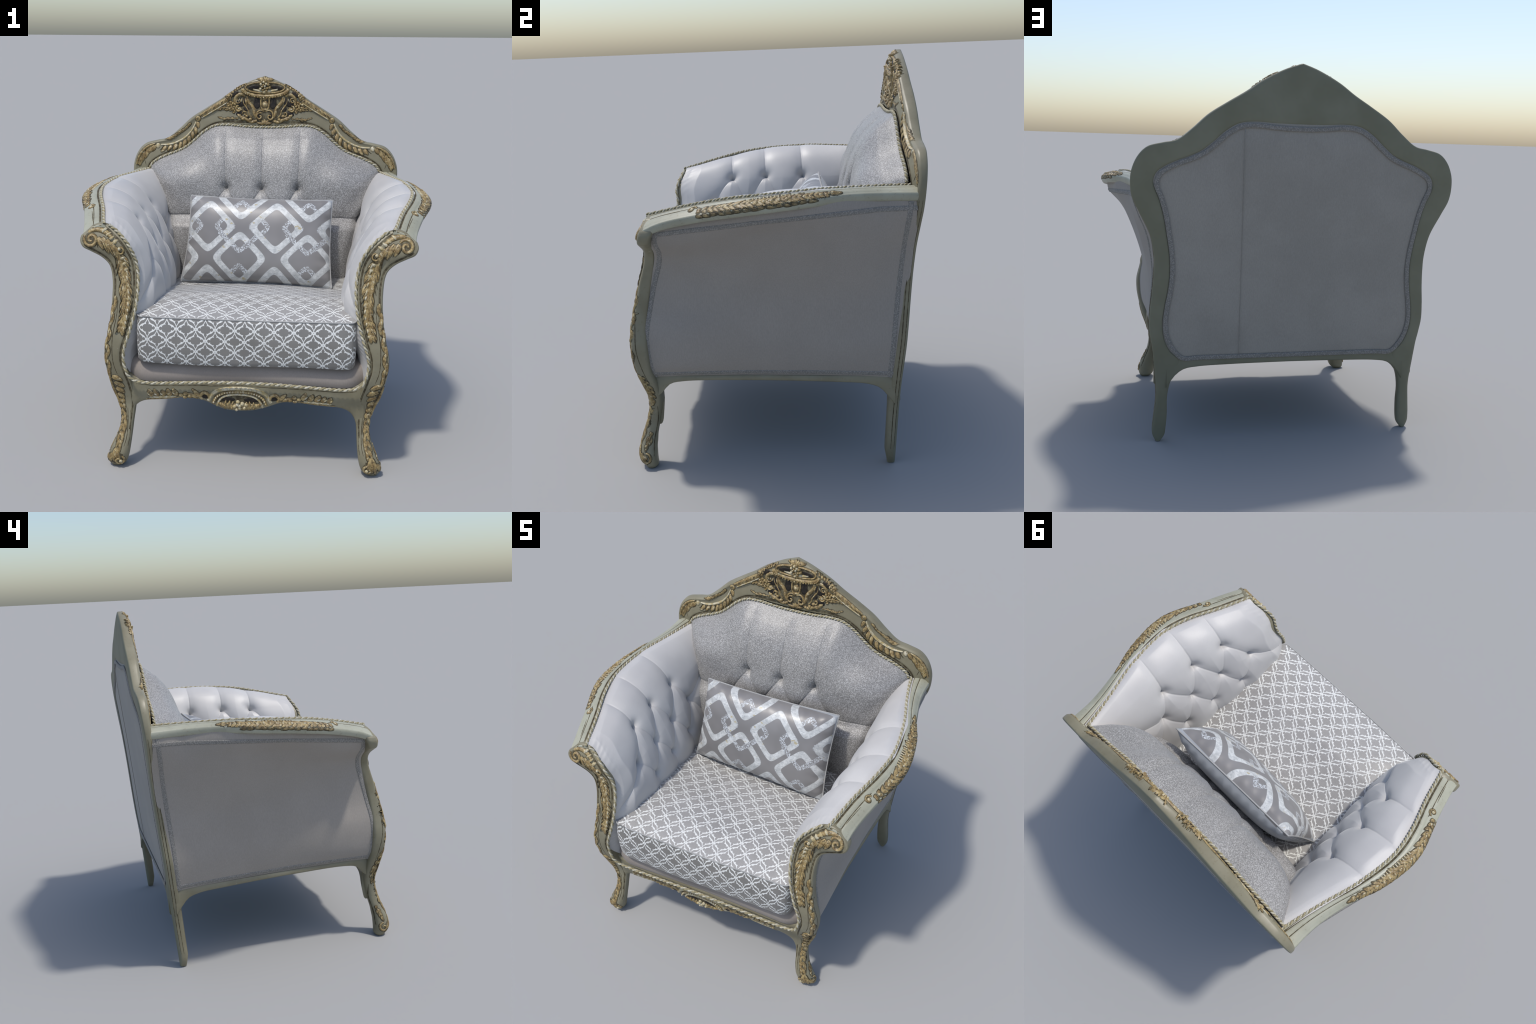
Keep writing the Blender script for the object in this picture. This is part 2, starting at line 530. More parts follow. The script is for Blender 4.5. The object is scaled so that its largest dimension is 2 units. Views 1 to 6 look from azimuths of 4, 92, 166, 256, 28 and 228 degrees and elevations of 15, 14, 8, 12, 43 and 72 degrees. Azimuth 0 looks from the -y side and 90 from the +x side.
# =====================================================================
#  back frame with back legs
# =====================================================================
def back_frame():
    A = np.array([(o[0], o[1], i[0], i[1]) for o, i in BACK])
    n = 230
    C = spline(A, n)
    H = np.concatenate([C, (C * np.array([-1, 1, -1, 1]))[::-1][1:]])
    rings = []; m = 40
    for (ox, oz, ix, iz) in H:
        zc = .5 * (oz + iz)
        ybo, ybi = back_y(oz), back_y(iz)
        # front surface: deep at the cushion edge, set back at the outer rim
        fo = np.interp(oz, [0, .07, .38, .8, 1.3, 1.45, 1.6, 1.8, 1.95, 2.0], [.537, .525, .545, .598, .662, .670, .668, .660, .656, .668])
        fi = np.interp(iz, [0, .07, .38, .8, 1.3, 1.45, 1.6, 1.68, 2.0], [.537, .525, .545, .598, .650, .632, .632, .630, .64])
        ring = []
        for j in range(m):
            th = 2 * math.pi * j / m; ex = 2 / np.interp(zc, [.3, .5], [3.0, 5.5])
            cs, sn = math.cos(th), math.sin(th)
            u = math.copysign(abs(cs) ** ex, cs); w = math.copysign(abs(sn) ** ex, sn)
            q = (u + 1) / 2                                   # 0 inner, 1 outer
            x = ix + (ox - ix) * q; z = iz + (oz - iz) * q
            yb = ybi + (ybo - ybi) * q; yf = fi + (fo - fi) * q
            y = (yb + yf) / 2 - w * (yb - yf) / 2
            if w > .5 and zc > 1.2:
                y += .006 * math.exp(-((q - .14) / .035) ** 2)        # groove beside the cord
                y -= .010 * math.exp(-((q - .90) / .10) ** 2)         # raised outer rim
                y += .006 * math.exp(-((q - .55) / .22) ** 2)
            ring.append((x, y, z))
        rings.append(ring)
    R = np.array(rings)
    def mo(i, j):
        sn = math.sin(2 * math.pi * (j + .5) / m); cs = math.cos(2 * math.pi * (j + .5) / m)
        if sn < -.28: return 1                                  # plain back
        zc = R[i, :, 2].mean()
        if sn > .3 and zc > 1.2:
            c = math.copysign(abs(cs) ** (2 / 5.5), cs); q = (c + 1) / 2
            if .10 < q < .17: return 2
        return 0
    return loft('back_frame', R, [PAINT, BACKPAINT, GLAZE], chair, mat_of=mo, angle=50), H
frame, HB = back_frame()

# rear panel of linen, its trim and seam
inner = [(i[0], i[1]) for o, i in BACK if i[1] >= .45]
half = spline([(.0, .452), (.3, .452), (.50, .452)] + inner, 150)
loop = np.concatenate([half, (half * np.array([-1, 1]))[::-1][1:-1]])
cen = np.array([0, 1.03])
rad = np.linspace(0, 1.02, 46)
G = cen[None, None] + (loop[:, None] - cen) * rad[None, :, None]
G = np.concatenate([G, G[:1]], 0)
Y = back_y(G[..., 1]) - .006 + .008 * (1 - (rad[None, :]) ** 3)
seam = 0 * np.exp(-((G[..., 0] - .285 - .012 * (G[..., 1] - 1)) / .006) ** 2) * .004 * (G[..., 1] < 1.70)
Y = Y - seam
sheet('rear_panel', np.stack([G[..., 0], Y, G[..., 1]], -1), BACKLINEN, chair, flip=False)
lp = cen + (loop - cen) * .982
lp = np.concatenate([lp, lp[:2]])
zs = np.linspace(.475, 1.665, 30)
SEAM = np.stack([.285 + .012 * (zs - 1), back_y(zs) + .003, zs], 1)
T_, S_, W_ = frames(SEAM, (0, 1, 0)); th_ = np.linspace(0, 2 * np.pi, 6, endpoint=False)
loft('rear_seam', SEAM[:, None] + .0015 * (np.cos(th_)[None, :, None] * S_[:, None] + np.sin(th_)[None, :, None] * W_[:, None]), BACKLINEN, chair)
gimp('rear_trim', np.stack([lp[:, 0], back_y(lp[:, 1]) + .001, lp[:, 1]], 1), (0, 1, 0), .024, GIMP, chair)

# =====================================================================
#  arms
# =====================================================================
def lerp_curves(y, keys):
    """Blend section polylines given at several y (sections of equal length)."""
    ys = np.array([k[0] for k in keys]); S = np.array([spline(k[1], 90) for k in keys])
    out = np.empty(S.shape[1:])
    for a in range(S.shape[1]):
        for b in range(S.shape[2]):
            out[a, b] = np.interp(y, ys, S[:, a, b])
    return out

N_RAIL = 170
rin = spline(RAIL_IN, N_RAIL); rout = spline(RAIL_OUT, N_RAIL)

# outer panel, sections (x,z) from the rail down to the side rail
PANEL = [(-.60, [(.800, 1.275), (.812, 1.235), (.775, 1.165), (.712, 1.105), (.684, 1.03), (.678, .94), (.684, .85), (.704, .74), (.710, .64), (.700, .54), (.680, .482)]),
         (-.42, [(.850, 1.305), (.850, 1.262), (.812, 1.185), (.738, 1.100), (.702, 1.01), (.690, .92), (.694, .83), (.716, .72), (.717, .63), (.704, .54), (.672, .482)]),
         (-.10, [(.946, 1.354), (.938, 1.300), (.868, 1.218), (.794, 1.095), (.752, .98), (.738, .89), (.734, .80), (.730, .70), (.720, .62), (.700, .54), (.676, .478)]),
         (.20, [(.908, 1.372), (.906, 1.310), (.866, 1.225), (.815, 1.105), (.775, .99), (.752, .90), (.742, .81), (.734, .71), (.728, .63), (.712, .54), (.690, .472)]),
         (.45, [(.838, 1.380), (.848, 1.310), (.834, 1.225), (.798, 1.105), (.768, .99), (.750, .90), (.745, .81), (.743, .71), (.742, .63), (.728, .54), (.708, .466)]),
         (.66, [(.836, 1.380), (.838, 1.310), (.806, 1.235), (.750, 1.120), (.732, 1.01), (.729, .90), (.740, .81), (.750, .71), (.752, .63), (.740, .54), (.728, .460)])]

def panel_grid(s):
    ys = np.linspace(0, 1, 100); rows = []
    for t in ys:
        yt = -.56 + t * (.63 + .56)
        sec = lerp_curves(yt, PANEL)
        zt = np.interp(yt, rout[:, 1], rout[:, 2]) - .012
        # front edge of the panel follows the post, back edge the frame
        yy = []
        for (x, z) in sec:
            yf = FRONTC(min(max(z, .45), 1.28)) + .055
            yb = back_y(z) - .014
            yy.append(yf + (yb - yf) * t)
        rows.append(np.stack([s * sec[:, 0], np.array(yy), sec[:, 1]], 1))
    return np.array(rows)

# inner arm: sections (x,z) from the cord over the roll down behind the cushion
ARM = [(-.56, [(.728, 1.318), (.700, 1.300), (.655, 1.262), (.612, 1.205), (.580, 1.13), (.562, 1.04), (.560, .95), (.572, .87), (.604, .765), (.634, .66), (.630, .50)]),
       (-.46, [(.762, 1.332), (.716, 1.324), (.648, 1.292), (.584, 1.220), (.536, 1.13), (.507, 1.03), (.498, .94), (.508, .86), (.540, .75), (.59, .64), (.60, .50)]),
       (-.28, [(.820, 1.370), (.764, 1.364), (.684, 1.335), (.602, 1.250), (.539, 1.140), (.494, 1.02), (.476, .92), (.480, .83), (.51, .73), (.55, .64), (.57, .50)]),
       (-.05, [(.868, 1.408), (.806, 1.402), (.716, 1.362), (.630, 1.272), (.563, 1.150), (.508, 1.02), (.482, .92), (.480, .83), (.50, .73), (.54, .64), (.56, .50)]),
       (.20, [(.849, 1.422), (.792, 1.414), (.712, 1.370), (.632, 1.272), (.568, 1.150), (.518, 1.02), (.490, .92), (.485, .83), (.50, .73), (.54, .64), (.56, .50)]),
       (.42, [(.793, 1.416), (.750, 1.406), (.690, 1.362), (.628, 1.278), (.576, 1.160), (.537, 1.03), (.511, .93), (.500, .83), (.51, .73), (.54, .64), (.56, .50)]),
       (.64, [(.745, 1.406), (.720, 1.400), (.675, 1.360), (.622, 1.285), (.580, 1.170), (.552, 1.04), (.53, .94), (.52, .83), (.52, .73), (.54, .64), (.56, .50)])]
BUT_A = [(-.252, 1.265), (-.045, 1.27), (.182, 1.265)]
BUT_B = [(-.382, 1.105), (-.165, 1.105), (.045, 1.105), (.262, 1.105)]
BUT_C = [(-.275, .945), (-.062, .945), (.150, .945)]

def seg_dist(p, a, b):
    a = np.array(a); b = np.array(b); ab = b - a
    t = np.clip(((p - a) @ ab) / (ab @ ab), 0, 1)
    return np.linalg.norm(p - (a + t[..., None] * ab), axis=-1), t

def arm_grid(s):
    nu, nv = 340, 300
    rows = []
    for t in np.linspace(0, 1, nu):
        yt = -.56 + 1.20 * t
        sec = spline(lerp_curves(yt, ARM), nv)
        # front edge leans with the front post
        lean = np.array([FRONTC(min(z, 1.3)) for z in sec[:, 1]]) + .018
        y = lean + (yt + .56) / 1.20 * (np.minimum(.66, back_y(sec[:, 1]) - .045) - lean)
        rows.append(np.stack([sec[:, 0], y, sec[:, 1]], 1))
    G = np.array(rows)
    N = normals_of(G)
    if N[nu // 2, nv // 2, 0] > 0: N = -N                       # toward the sitter
    # flatten to (y, arc length) for the tufting plan
    arc = np.concatenate([np.zeros((nu, 1)), np.cumsum(np.linalg.norm(np.diff(G, axis=1), axis=2), axis=1)], 1)
    P = np.stack([G[..., 1], -arc], -1)
    def loc(y, z):
        i = np.argmin((G[..., 1] - y) ** 2 + (G[..., 2] - z) ** 2 + (G[..., 0] > .75) * 1)
        return P.reshape(-1, 2)[i]
    A = [loc(*b) for b in BUT_A]; B = [loc(*b) for b in BUT_B]; Cc = [loc(*b) for b in BUT_C]
    pleats = []
    for i, a in enumerate(A):
        pleats.append((a, (a[0] + .03 * (i - 1) * 0 - .01, 0.02), .9))
        pleats += [(a, B[i], .8), (a, B[i + 1], .8)]
    for i, c in enumerate(Cc):
        pleats += [(c, B[i], .8), (c, B[i + 1], .8), (c, (c[0], c[1] - .25), .6)]
    pleats.append((B[0], (B[0][0] - .25, B[0][1] - .10), .8))
    pleats.append((B[3], (B[3][0] + .20, B[3][1] + .12), .8))
    pleats.append((B[3], (B[3][0] + .10, B[3][1] - .15), .8))
    h = np.zeros(P.shape[:2]); dmin = np.full(P.shape[:2], 9.)
    for a, b, k in pleats:
        d, t = seg_dist(P, a, b)
        fade = 1 - .75 * t if abs(b[1]) < .05 else 1 - .35 * np.sin(np.pi * t)
        dmin = np.minimum(dmin, d + .03 * (1 - fade))
        h = np.minimum(h, -k * fade * (.0065 * np.exp(-(d / .0045) ** 1.3) + .0075 * np.exp(-(d / .026) ** 2)))
    db = np.min([np.linalg.norm(P - np.array(b), axis=-1) for b in A + B + Cc], axis=0)
    h -= .044 * np.exp(-(db / .024) ** 1.2)
    # fine gathers along the front cord
    fr = np.exp(-((G[..., 1] - G[:1, :, 1]) / .05) ** 2)
    h += .0016 * fr * np.sin(arc * 2 * np.pi / .034 + 2.5 * np.sin(arc * 17)) * (.5 + .5 * np.sin(arc * 11 + 1))
    edge = np.minimum(1, arc / .05) * np.minimum(1, (G[..., 1] - G[:1, :, 1]) / .05)
    h = h * edge + .009 * edge * (1 - np.exp(-(dmin / .06) ** 2))
    G = G + N * h[..., None]
    tuck = np.clip(1 - arc / .03, 0, 1)                           # edge runs on under the cord
    G[..., 0] += .012 * tuck; G[..., 2] -= .004 * tuck
    G[..., 0] += .010 * np.interp(G[..., 2], [.5, .8, 1.0, 1.15, 1.25], [.5, 1, 1, .6, 0]) * np.interp(G[..., 1], [-.35, -.1], [0, 1])
    if s > 0:                                                  # this arm is a little slimmer
        G[..., 0] += np.interp(G[..., 2], [.5, .8, .95, 1.1, 1.25, 1.36], [.026, .042, .040, .034, .026, .012]) * np.interp(G[..., 1], [-.60, -.50, -.05], [0, .35, 1])
    G[..., 0] *= s
    return G

RAIL_OBJ = []
for s in (1, -1):
    # inside upholstery
    G = arm_grid(s)
    sheet('arm_upholstery', G, SILK, chair, flip=(s < 0))
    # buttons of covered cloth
    # outer panel
    Pn = panel_grid(s)
    sheet('outer_arm_panel', Pn, LINEN, chair, flip=(s > 0))
    nrm = normals_of(Pn)
    if nrm[50, 45, 0] * s < 0: nrm = -nrm
    edge_loop = np.concatenate([Pn[3:-3, 2], Pn[-4, 3:-3], Pn[3:-3, -4][::-1], Pn[3, 3:-3][::-1], Pn[3:5, 2]])
    def strip(P2, N2):
        idx = np.linspace(0, len(P2) - 1, 40).astype(int)
        return gimp('arm_panel_trim', P2[idx], N2[idx], .024, GIMP, chair)
    strip(Pn[:, 6], nrm[:, 6]); strip(Pn[:, -3], nrm[:, -3]); strip(Pn[2], nrm[2]); strip(Pn[-5], nrm[-5])
    # top rail of painted wood
    rings = []; m = 36
    for k in range(N_RAIL):
        a, b = rin[k], rout[k]
        w = b - a; L = np.linalg.norm(w); w = w / L
        up = np.array([0, 0, 1.]); up -= w * up.dot(w); up /= np.linalg.norm(up)
        th = .042
        prof = []
        for q in np.linspace(0, 1, 20):                       # top face, cord to nose
            hgt = .010 * math.sin(math.pi * min(1, q * 1.05)) ** .7
            hgt -= .005 * math.exp(-((q - .16) / .05) ** 2) + .004 * math.exp(-((q - .50) / .04) ** 2)
            prof.append((q * L, hgt))
        for t in np.linspace(.12, 1, 8):                       # rounded nose
            an = math.pi * t
            prof.append((L + .009 * math.sin(an), -.5 * th + .5 * th * math.cos(an)))
        for q in np.linspace(.9, 0, 8):
            prof.append((q * L, -th - .01 * (1 - q)))
        rings.append([(s * (a + w * p[0] + up * p[1])[0], (a + w * p[0] + up * p[1])[1], (a + w * p[0] + up * p[1])[2]) for p in prof])
    def mo(i, j):
        return 1 if j in (2, 3) or (j == 9 and (i < 38 or i > 110)) else 0
    RAIL_OBJ.append(loft('arm_rail', rings, [RAILPAINT, GLAZE], chair, mat_of=mo, flip=(s < 0), angle=45))
    # cord between rail and upholstery, running on down the front
    rp = [(s * p[0], p[1], p[2] + .003) for p in rin[::6]][::-1]
    rope('arm_cord', rp, .0085, CORD, chair, pitch=.036)

# cord round the front opening
fr_in = spline([(p[0][0], p[0][1]) for p in POST if .5 < p[0][1] and p[0][0] < .74], 60)
half = [(x - .004, z) for x, z in fr_in[::-1]] + [(.585, .508), (.54, .494), (.48, .491), (.32, .500), (.15, .510)]
fl = half + [(0, .512)] + [(-x, z) for x, z in half[::-1]]
rope('front_cord', [(x, FRONTC(min(z, 1.30)) + np.interp(z, [.52, .62], [-.008, .006]), z) for x, z in fl], .0088, CORD, chair, up=(0, -1, 0))

# =====================================================================
#  rails below the seat
# =====================================================================
def apron():
    xs = np.linspace(-.635, .62, 170); cx = -.03
    rings = []
    for x in xs:
        bx = [-.64, -.615, -.602, -.58, -.545, -.42, -.336, -.224, -.164, -.10, .03, .10, .20, .30, .45, .515, .55, .572, .59, .62]
        bz = [.20, .26, .31, .340, .362, .384, .393, .383, .356, .331, .331, .350, .388, .385, .373, .360, .338, .305, .25, .20]
        zb = smooth_interp(x, bx, bz); zt = np.interp(abs(x), [0, .3, .50, .58, .62], [.512, .502, .490, .505, .53])
        ring = []
        for j in range(28):
            th = 2 * math.pi * j / 28; cs, sn = math.cos(th), math.sin(th); ex = 2 / 4.5
            u = math.copysign(abs(cs) ** ex, cs); w = math.copysign(abs(sn) ** ex, sn)
            z = zb + (zt - zb) * (u + 1) / 2
            yf = np.interp(z, [.2, .33, .40, .50, .53], [-.655, -.648, -.656, -.664, -.668]) + .008 - .010 * (1 - (abs(x) / .62) ** 2); y = yf + .033 - w * .033
            if w > .5: y += .006 * math.exp(-((zt - z - .030) / .006) ** 2)
            ring.append((x, y, z))
        rings.append(ring)
    return loft('front_rail', rings, PAINT, chair, flip=True, angle=50)
apron_ob = apron()

for s in (1, -1):
    rings = []
    for t in np.linspace(0, 1, 60):
        y = -.612 + t * 1.187
        zb = smooth_interp(y, [-.62, -.575, -.53, -.46, -.1, .3, .44, .50, .535, .58], [.355, .39, .438, .452, .450, .437, .427, .407, .37, .31])
        x1 = np.interp(y, [-.6, -.1, .58], [.672, .684, .722]); zt = .486 - .02 * t
        rings.append([(s * (x1 - .045), y, zt), (s * (x1 - .003), y, zt), (s * x1, y, zt - .004), (s * (x1 + .004), y, zb + .012),
                      (s * (x1 + .002), y, zb + .004), (s * (x1 - .004), y, zb), (s * (x1 - .045), y, zb)])
    loft('side_rail', rings, PAINT, chair, flip=(s > 0), angle=40)
rings = []
for x in np.linspace(-.66, .66, 60):
    zb = smooth_interp(abs(x), [0, .3, .50, .57, .62, .66], [.420, .417, .410, .398, .36, .30])
    rings.append([(x, .555, .46), (x, .600, .46), (x, .606, .455), (x, .608, zb + .015), (x, .604, zb + .004), (x, .597, zb), (x, .555, zb)])
loft('rear_rail', rings, BACKPAINT, chair, angle=40)

# underside cloth and seat deck
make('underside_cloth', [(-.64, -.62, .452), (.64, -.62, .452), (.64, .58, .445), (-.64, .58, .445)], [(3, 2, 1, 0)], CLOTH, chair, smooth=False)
def deck():
    rows = []
    for x in np.linspace(-.625, .625, 90):
        bk = .045 * max(0, (abs(x) - .53) / .095) ** 1.6
        zb = np.interp(abs(x), [0, .3, .50, .58, .66], [.508, .498, .488, .498, .51])
        prof = spline([(-.658 + bk, zb), (-.666 + bk, zb + .025), (-.662 + bk, zb + .06), (-.640 + bk, zb + .095), (-.56, .612), (-.3, .615), (.4, .615)], 50)
        rows.append([(x, a, max(b, zb)) for a, b in prof])
    return sheet('seat_deck', rows, DECK, chair, flip=False)
deck()

# =====================================================================
#  back cushion
# =====================================================================
def back_cushion():
    top = spline([(i[0], i[1]) for o, i in BACK if i[1] > 1.38 or (i[0] > .73)], 120)
    top = top[np.argsort(top[:, 0])]
    nx, nz = 420, 340
    xs = np.linspace(-.75, .75, nx)
    zt = np.interp(np.abs(xs), top[:, 0], top[:, 1]) + .004
    v = np.linspace(0, 1, nz) ** 1.0
    X = np.repeat(xs[:, None], nz, 1); Z = .72 + (zt[:, None] - .72) * v[None, :]
    line = np.concatenate([np.stack([xs, zt], 1), [(.75, 1.40), (-.75, 1.40)]])
    D = np.full(X.shape, 9.)
    for p in line[::2]:
        D = np.minimum(D, np.hypot(X - p[0], Z - p[1]))
    D = np.minimum(D, 2.2 * (.752 - np.abs(X)) + np.maximum(0, Z - 1.40) * 3); D = np.maximum(D - .002, 0)
    g = smooth_interp(D, [0, .012, .03, .07, .11, .15, .245, .36, .44, .6], [0, .018, .038, .074, .112, .143, .190, .226, .248, .265])
    for _ in range(60):
        g[1:-1, 1:-1] = (g[1:-1, 1:-1] * 2 + g[:-2, 1:-1] + g[2:, 1:-1] + g[1:-1, :-2] + g[1:-1, 2:]) / 6
    shoulder = sum(.042 * np.exp(-((X - c) / .13) ** 2 - ((Z - 1.40) / .11) ** 2) for c in (-.49, .49)) + .040 * (lambda q: q * q * (3 - 2 * q))(np.clip((1.15 - Z) / .07, 0, 1))
    Y = .634 - g - .020 * np.clip(D / .07, 0, 1) - shoulder * np.clip(D / .06, 0, 1)
    P = np.stack([X, Z], -1)
    A = [(-.222, 1.335), (.003, 1.335), (.228, 1.335)]
    B = [(-.335, 1.165), (-.11, 1.165), (.115, 1.165), (.34, 1.165)]
    Cc = [(-.222, .99), (.003, .99), (.228, .99)]
    pleats = [(A[0], (-.235, 1.70), .8), (A[1], (.000, 1.70), .8), (A[2], (.235, 1.70), .9)]
    for i in range(3):
        pleats += [(A[i], B[i], .9), (A[i], B[i + 1], .9), (Cc[i], B[i], .9), (Cc[i], B[i + 1], .9)]
    pleats += [(B[0], (-.75, 1.14), .7), (B[3], (.75, 1.14), .7)]
    h = np.zeros(X.shape)
    for a, b, k in pleats:
        d, t = seg_dist(P, a, b)
        up = b[1] > 1.5
        fade = (1 - .45 * t) if up else (1 - .3 * np.sin(np.pi * t))
        h = np.minimum(h, -k * (.008 * np.exp(-(d / .0045) ** 1.3) * (np.clip(1.25 - t, 0, 1) if up else 1) + .015 * fade * np.exp(-(d / .034) ** 2)))
    db = np.min([np.linalg.norm(P - np.array(b), axis=-1) for b in A + B + Cc], axis=0)
    h -= .046 * np.exp(-(db / .024) ** 1.2)
    h *= np.minimum(1, D / .05)
    h += .006 * np.minimum(1, D / .08)
    X = X * (1 - (1 - np.interp(Z, [.7, 1.12, 1.34], [.84, .84, 1])) * np.clip((np.abs(X) - .45) / .3, 0, 1))
    G = np.stack([X, Y, Z], -1); N = normals_of(G)
    if N[nx // 2, nz // 2, 1] > 0: N = -N
    G = G + N * h[..., None]
    sheet('back_cushion', G, VELVET, chair, flip=False)
    cord = [(x, .624, z) for x, z in zip(xs[::5], zt[::5])]
    rope('back_cord', cord, .0085, CORD, chair, pitch=.036, up=(0, -1, 0))
back_cushion()

# =====================================================================
#  seat cushion: crowned top panel, boxed border, piping
# =====================================================================
def seat():
    def outline(n=260):
        c = []
        hx0, y0, y1, r = .564, -.664, .46, .035
        pts = []
        for a in np.linspace(0, 1, 50): pts.append((-hx0 + r + a * 2 * (hx0 - r), y0 - .008 * math.sin(math.pi * a) ** .5))
        for a in np.linspace(0, 90, 9)[1:]: pts.append((hx0 - r + r * math.sin(math.radians(a)), y0 + r - r * math.cos(math.radians(a))))
        for a in np.linspace(0, 1, 60)[1:]: pts.append((hx0 - .04 * a, y0 + r + a * (y1 - y0 - r)))
        for a in np.linspace(0, 1, 40)[1:]: pts.append(((hx0 - .04) * (1 - 2 * a), y1))
        for a in np.linspace(1, 0, 60)[1:]: pts.append((-hx0 + .04 * a, y0 + r + a * (y1 - y0 - r)))
        for a in np.linspace(90, 0, 9)[1:-1]: pts.append((-hx0 + r - r * math.sin(math.radians(a)), y0 + r - r * math.cos(math.radians(a))))
        return np.array(pts)
    O = outline(); n = len(O); c0 = np.array([0, -.1])
    ztop, zbot = .838, .606
    def sag(y): return np.interp(y, [-.70, -.64, -.50, -.35, -.15, .05, .46], [.004, .016, .036, .032, -.004, -.042, -.055])
    # border
    rows = []
    for q in np.linspace(0, 1, 24):
        z = zbot + (ztop - zbot) * q
        k = 1 + .006 * math.sin(math.pi * q) - .008 * max(0, (.06 - q) / .06) ** 2
        wob = .003 * np.sin(O[:, 0] * 9 + 4 * q) * math.sin(math.pi * q) - .030 * math.sin(math.pi * (.30 + .70 * q)) ** .7 * np.clip((-.60 - O[:, 1]) / .05, 0, 1) * np.clip((.572 - np.abs(O[:, 0])) / .06, 0, 1) ** .5
        rows.append(np.stack([c0[0] + (O[:, 0] - c0[0]) * k, c0[1] + (O[:, 1] - c0[1]) * k + wob, z + .004 * np.sin(O[:, 0] * 7) * (1 - q) + q * sag(O[:, 1])], 1))
    R = np.array(rows)
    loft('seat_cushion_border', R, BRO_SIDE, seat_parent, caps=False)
    # crowned top
    rows = []
    for q in np.linspace(1, 0.0, 60):
        p = c0 + (O - c0) * q
        crown = .016 * (1 - q ** 2.6) + .006 * np.sin(p[:, 0] * 6 + 1) * np.cos(p[:, 1] * 5) * (1 - q**4)
        z = ztop + crown + sag(p[:, 1])
        rows.append(np.stack([p[:, 0], p[:, 1], z], 1))
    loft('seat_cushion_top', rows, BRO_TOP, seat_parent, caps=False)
    make('seat_cushion_base', np.array(R[0]), [tuple(range(n - 1, -1, -1))], DECK, seat_parent, smooth=False)
    # piping on the front top seam
    for z, k in ((ztop, 1.003), (zbot + .008, .996)):
        p = c0 + (np.concatenate([O, O[:3]]) - c0) * k
        C = np.stack([p[:, 0], p[:, 1], z + sag(p[:, 1]) * (z == ztop)], 1)
        T, S, W = frames(C, (0, 0, 1)); th = np.linspace(0, 2 * np.pi, 8, endpoint=False)
        loft('seat_cushion_piping', C[:, None] + .0042 * (np.cos(th)[None, :, None] * S[:, None] + np.sin(th)[None, :, None] * W[:, None]), PIPE, seat_parent)
PIPE = linen_material('grey_piping', srgb(150, 150, 148), srgb(172, 172, 170))
seat_parent = bpy.data.objects.new('seat_cushion', None)
bpy.context.scene.collection.objects.link(seat_parent); seat_parent.parent = chair
seat()

# =====================================================================
#  throw pillow (lies loose on the seat: a thing of its own)
# =====================================================================
def pillow():
    bl = Vector((-.462, .108, .806)); br = Vector((.447, .045, .806)); tr = Vector((.445, .282, 1.288)); tl = Vector((-.416, .272, 1.302))
    c = (bl + br + tr + tl) / 4
    ax = ((br + tr) - (bl + tl)).normalized(); up = ((tl + tr) - (bl + br)); up = (up - ax * up.dot(ax)).normalized()
    nz = ax.cross(up)                                          # toward the front
    M = Matrix((ax, up, nz)).transposed().to_4x4(); M.translation = c
    Mi = M.inverted(); k = [np.array((Mi @ p)[:]) for p in (bl, br, tr, tl)]
    n = 110; t = np.linspace(-1, 1, n); U, V = np.meshgrid(t, t, indexing='ij')
    a, b = (U + 1) / 2, (V + 1) / 2
    def q(i): return ((1 - a) * (1 - b) * k[0][i] + a * (1 - b) * k[1][i] + a * b * k[2][i] + (1 - a) * b * k[3][i])
    X, Y, Z0 = q(0), q(1), q(2)
    X = X * (1 - .035 * (1 - V**2) * np.abs(U) ** 3); Y = Y * (1 - .045 * (1 - U**2) * np.abs(V) ** 3)
    f = (np.clip(1 - np.abs(U) ** 4.0, 0, 1) * np.clip(1 - np.abs(V) ** 3.2, 0, 1))
    F = .118 * f ** .55
    gather = .0025 * np.sin(U * 40 + 6 * V) * np.exp(-((1 - np.abs(V)) / .18) ** 2) + .003 * np.sin(V * 26 + 4 * U) * np.exp(-((1 - np.abs(U)) / .15) ** 2)
    gather *= np.minimum(1, f * 8)
    front = np.stack([X, Y, Z0 + F + gather + .001], -1); back = np.stack([X, Y, Z0 - F * .95 - gather * 2 - .001], -1)
    ob1 = sheet('pillow_front', front, PILLOW); ob2 = sheet('pillow_back', back, PILLOW, flip=True)
    e = np.concatenate([front[:, 0], front[-1, 1:], front[::-1, -1][1:], front[0, ::-1][1:], front[1:3, 0]])
    e[:, 2] -= .001
    T, S, W = frames(e, (0, 0, 1)); th = np.linspace(0, 2 * np.pi, 8, endpoint=False)
    ob3 = loft('pillow_piping', e[:, None] + .0045 * (np.cos(th)[None, :, None] * S[:, None] + np.sin(th)[None, :, None] * W[:, None]), PIPE)
    root = bpy.data.objects.new('throw_pillow', None); bpy.context.scene.collection.objects.link(root)
    root.matrix_world = M
    root['label'] = 'rectangular silver throw pillow with white chain lattice pattern'; root['category'] = 'pillow'
    for o in (ob1, ob2, ob3): o.parent = root
pillow()

